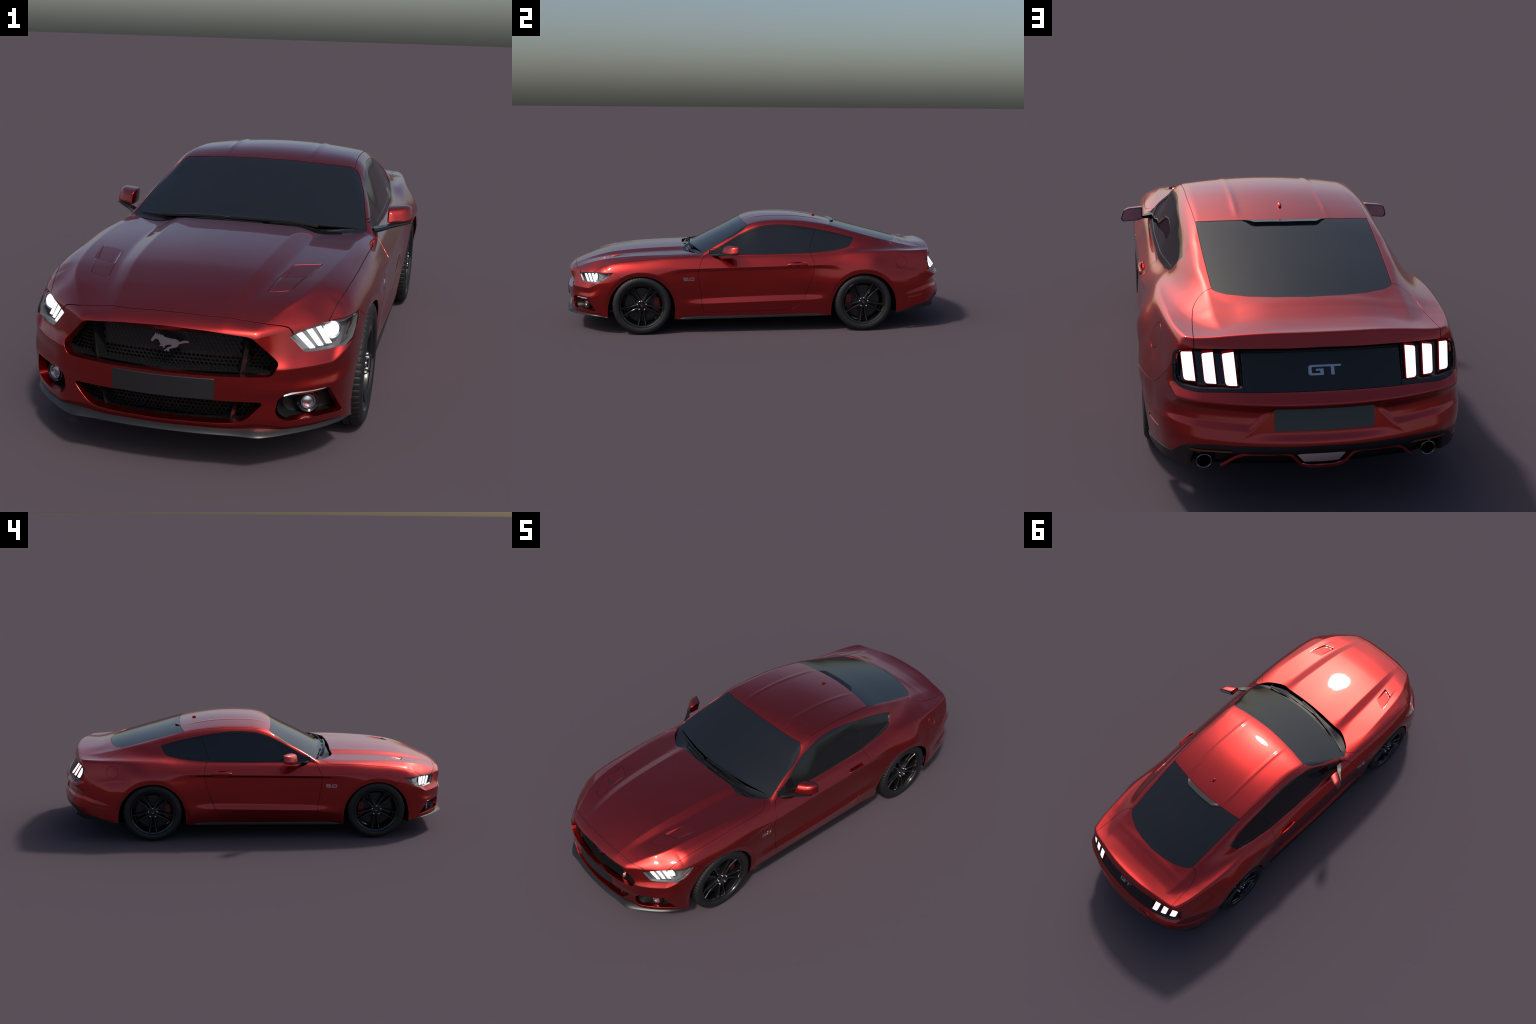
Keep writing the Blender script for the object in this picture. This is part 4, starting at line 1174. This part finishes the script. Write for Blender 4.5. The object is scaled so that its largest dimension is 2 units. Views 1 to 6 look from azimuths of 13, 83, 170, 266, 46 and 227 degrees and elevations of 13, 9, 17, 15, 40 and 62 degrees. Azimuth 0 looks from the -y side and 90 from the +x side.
# ------------------------------------------------------------------ mirrors, handles, wipers and the rest
def build_mirrors():
    # cap: rings from the mirror face forwards
    face = rounded_poly([(.3640, .4480), (.3640, .4090), (.3750, .4040), (.4260, .4060), (.4320, .4150), (.4230, .4440), (.4120, .4490)], [.006, .006, .008, .006, .010, .010, .008], 6)
    c = face.mean(0); n = len(face)
    fyy = lambda x, z: -.1480+(x-.362)*.42+(z-.42)*.30
    def ring(k, dy, dx, dz, sz=1.):
        out = []
        for p in face:
            x, z = c[0]+(p[0]-c[0])*k, c[1]+(p[1]-c[1])*k*sz
            out.append((x+dx, fyy(x, z)+dy*(1.08-.34*(x-.36)/.07), z+dz))
        return out
    R = [ring(.90, -.002, 0, 0), ring(.955, .001, 0, 0), ring(.99, .000, 0, 0), ring(1.015, -.008, 0, 0), ring(1.015, -.018, -.0005, -.0003), ring(.985, -.031, -.0015, -.0008), ring(.91, -.043, -.003, -.002), ring(.75, -.0525, -.005, -.004), ring(.45, -.058, -.007, -.0055), ring(.15, -.059, -.008, -.006)]
    V = [p for r in R for p in r]; F = []
    for k in range(len(R)-1):
        for i in range(n): F.append((k*n+i, k*n+(i+1) % n, (k+1)*n+(i+1) % n, (k+1)*n+i))
    F.append(tuple((len(R)-1)*n+i for i in range(n)))
    o = mesh_object('mirror_housing', V, F, M['paint'], None, None, 45)
    o.data.materials.append(M['gloss'])
    zlow = .4105
    for p in o.data.polygons:
        if p.index < 3*n or p.center[2] < zlow: p.material_index = 1
    bm = bmesh.new(); bm.from_mesh(o.data); bmesh.ops.recalc_face_normals(bm, faces=bm.faces); bm.to_mesh(o.data); bm.free()
    o.data.shade_smooth(); o.data.set_sharp_from_angle(angle=math.radians(50))
    o2 = mirrored(o)
    g = mesh_object('mirror_glass', ring(.91, -.0015, 0, 0), [tuple(range(n))], M['mirror'])
    bm = bmesh.new(); bm.from_mesh(g.data)
    for f in bm.faces:
        if f.normal.y < 0: f.normal_flip()
    bm.to_mesh(g.data); bm.free(); mirrored(g)
    # bright lower edge and arm
    arm = open_curve([(.330, -.246, .3960), (.347, -.232, .3970), (.364, -.212, .3995), (.385, -.193, .4020), (.405, -.174, .4040), (.424, -.152, .4055)], 6)
    def sec(t):
        w = .020*(1-t)**1.5+.006; h = .0042*(1-t)+.0020
        return [(-w*.6, -h), (w*.4, -h), (w*.5, 0), (w*.4, h), (-w*.6, h)]
    o = sweep('mirror_arm', arm, sec, M['gloss'], angle=30); mirrored(o)

def build_side():
    # door handle
    path = [surf_side(y, .3475)[0] for y in np.linspace(.131, .238, 15)]
    path = np.array(path); t = np.linspace(0, 1, 15)
    path[:, 0] = path[0, 0]+(path[-1, 0]-path[0, 0])*t-.0002+.0052*np.sin(math.pi*t)**.6
    def sec(u):
        k = max(.02, min(1, math.sin(math.pi*u)*3))**.5; w, h = .0046*k, (.0072+.002*u)*k
        return [(w*math.cos(a), h*math.sin(a)) for a in np.linspace(0, 2*math.pi, 14, endpoint=False)]
    o = sweep('door_handle', path, sec, M['paint'], angle=60); mirrored(o)
    # skirts
    y = np.array([-.424, -.405, -.385, -.36, -.33, -.2, 0, .2, .26, .30, .33, .352])
    up = pchip(y, [.0735, .0785, .0835, .0880, .0905, .0925, .0950, .0975, .0965, .0905, .0855, .0825])
    lo = pchip([-.43, .36], [.0700, .0785])
    V, F = [], []
    ys = np.linspace(-.437, .361, 60)
    for q in ys:
        e = min(1, (q+.437)/.06, (.361-q)/.05); zu, zl = float(up(q)), float(lo(q))
        xo = .3610+.0045*e
        V += [(.3555, q, max(zu, zl+.003)+.001), (.3600, q, max(zu, zl+.003)), (xo, q, zl+.0035), (xo-.0004, q, zl), (.345, q, zl)]
    for i in range(len(ys)-1):
        for j in range(4): F.append((i*5+j, i*5+j+1, (i+1)*5+j+1, (i+1)*5+j))
    o = mesh_object('side_skirt', V, F, M['trim'], None, None, 30)
    bm = bmesh.new(); bm.from_mesh(o.data); bmesh.ops.recalc_face_normals(bm, faces=bm.faces)
    bm.to_mesh(o.data); bm.free(); mirrored(o)
    # displacement badge: 5 . 0 drawn as bent bars
    def stroke(bm, pts, w, to3d, d0, d1):
        P = np.array(pts, float); closed = np.allclose(P[0], P[-1])
        n = len(P); L, Rr = [], []
        for i in range(n):
            a = P[i]-P[i-1] if i > 0 else (P[i]-P[-2] if closed else P[1]-P[0])
            b = P[i+1]-P[i] if i < n-1 else (P[1]-P[0] if closed else P[i]-P[i-1])
            a = a/np.linalg.norm(a); b = b/np.linalg.norm(b); t = a+b; t /= np.linalg.norm(t)
            nn = np.array([-t[1], t[0]]); k = w/2/max(.4, abs(np.dot(nn, [-a[1], a[0]])))
            L.append(P[i]+nn*k); Rr.append(P[i]-nn*k)
        for i in range(n-1):
            prism(bm, [L[i], L[i+1], Rr[i+1], Rr[i]], to3d, d0, d1)
    bp, bn = surf_side(-.3685, .2810); bt = np.array([0, 1., 0])
    for side in (1, -1):
        def t3(u, v, d):
            p = bp+np.cross(bn, bt)*-v*0+np.array([0, 0, v])-bn*(bn[2]*v)+np.array([0, u*side, 0])-bn*(bn[1]*u*side)+bn*d
            return (p[0]*side, p[1], p[2])
        bm = bmesh.new(); w = .0042; h = .0062
        stroke(bm, [(-.0035, h), (-.0250, h), (-.0250, .0008), (-.0060, .0008), (-.0042, -.001), (-.0042, -.0045), (-.0060, -h), (-.0255, -h)], w, t3, -.001, .0016)
        stroke(bm, [(-.0010, -h), (.0028, -h)], w, t3, -.001, .0016)
        stroke(bm, [(.0080, h), (.0235, h), (.0255, h-.002), (.0255, -h+.002), (.0235, -h), (.0080, -h), (.0060, -h+.002), (.0060, h-.002), (.0080, h)], w, t3, -.001, .0016)
        bm_object('engine_badge', bm, M['chrome'])

def build_top():
    # aerial
    o = revolve('roof_aerial', [(0, 0), (.0015, .0040), (.006, .0062), (.012, .0052), (.019, .0030), (.022, 0)], M['paint'], 24)
    p, n = surf_top(0, .318)
    for v in o.data.vertices: v.co = Vector((v.co.y, .308+v.co.x, float(p[2])+.0030+v.co.z*.9-.16*(v.co.x-.01)))
    # wipers
    def over(pts, h):
        out = []
        for x, y in pts:
            q, nn = surf_top(abs(x), y); out.append((x, q[1], q[2]+h))
        return np.array(out)
    box = lambda w, h: [(-w, -h), (w, -h), (w, h), (-w, h)]
    for pts in ([(-.292, -.306), (-.24, -.325), (-.186, -.341), (-.10, -.360), (-.045, -.368)], [(-.032, -.362), (.062, -.358), (.134, -.352), (.199, -.340)]):
        o = sweep('wiper_blade', open_curve(over(pts, .0030), 8), box(.0020, .0028), M['trim'], angle=20)
    for pts in ([(-.186, -.344), (-.10, -.365), (-.02, -.377), (.06, -.378)], [(.075, -.357), (.15, -.356), (.215, -.350), (.262, -.338)]):
        o = sweep('wiper_arm', open_curve(over(pts, -.0045), 8), lambda t: box(.0022+.002*t, .0022+.0015*t), M['gloss'], angle=20)
    # slots of the hood vents
    bm = bmesh.new(); rows = []
    for s in np.linspace(.04, .96, 12):
        x = .196+(.2505-.196)*s; y = -.7655+.0245*s
        p, n = surf_top(x, y-.004); q, _ = surf_top(x, y+.004)
        rows.append([bm.verts.new((x, y-.0022, p[2]+.0004)), bm.verts.new((x, y+.0026, min(p[2], q[2]+.003)+.0004))])
    for i in range(11): bm.faces.new((rows[i][0], rows[i+1][0], rows[i+1][1], rows[i][1]))
    o = bm_object('vent_slot', bm, M['dark']); mirrored(o)
    # floor pan
    out = [(.0, -.93), (.19, -.90), (.30, -.80), (.30, -.775), (.19, -.775), (.19, -.43), (.345, -.43), (.345, .36), (.19, .36), (.19, .70), (.33, .70), (.31, .87), (.2, .92), (0, .95)]
    P = sym(out)
    bm = bmesh.new(); bm.faces.new([bm.verts.new((x, y, .088+max(0, y-.7)*.12)) for x, y in P])
    bmesh.ops.triangulate(bm, faces=bm.faces)
    bm_object('floor_pan', bm, M['dark'])

SUB_PARTS = {'door': ('door_handle', 'door_window'), 'mirror_housing': ('mirror_glass', 'mirror_arm'), 'hood': ('hood_vent', 'vent_slot'),
             'headlight': ('running_light', 'projector_lens', 'projector_ring', 'headlight_bezel', 'headlight_frame', 'headlight_blade'),
             'fog_lamp_pocket': ('fog_lamp_bezel', 'fog_lamp_ring', 'fog_lamp_lens', 'fog_lamp_strip'),
             'grille_frame': ('grille_backing', 'grille_honeycomb', 'grille_bar', 'horse_emblem'), 'lower_grille_frame': ('lower_grille_backing', 'lower_grille_honeycomb', 'lower_grille_bar'),
             'tail_panel': ('tail_panel_surround', 'tail_light_lens', 'tail_light_bar', 'lamp_split', 'badge_letters'), 'exhaust_tip': ('exhaust_rim', 'exhaust_bore'), 'windscreen': ('wiper_arm', 'wiper_blade')}
def group_parts():
    """hang small pieces under the part they belong to, on the same side of the car"""
    base = lambda o: o.name.split('.')[0]
    def side(o):
        x = np.mean([c[0] for c in o.bound_box]); return 0 if abs(x) < .02 else (1 if x > 0 else -1)
    obs = [o for o in ROOT.children if o.type == 'MESH']
    for par, kids in SUB_PARTS.items():
        hosts = [o for o in obs if base(o) == par]
        for o in obs:
            if base(o) in kids and hosts:
                same = [h for h in hosts if side(h) == side(o)] or hosts
                o.parent = same[0]

def main():
    global ROOT
    make_materials()
    ROOT = bpy.data.objects.new('sports_car', None); bpy.context.collection.objects.link(ROOT)
    ROOT['label'] = 'red metallic two door fastback coupe with black wheels'
    ROOT['category'] = 'car'
    S, doors, hl = build_shell(STEP)
    build_wheels(); build_front(); build_headlights(hl); build_rear(); build_mirrors(); build_side(); build_top(); group_parts()
STEP = .0032
main()
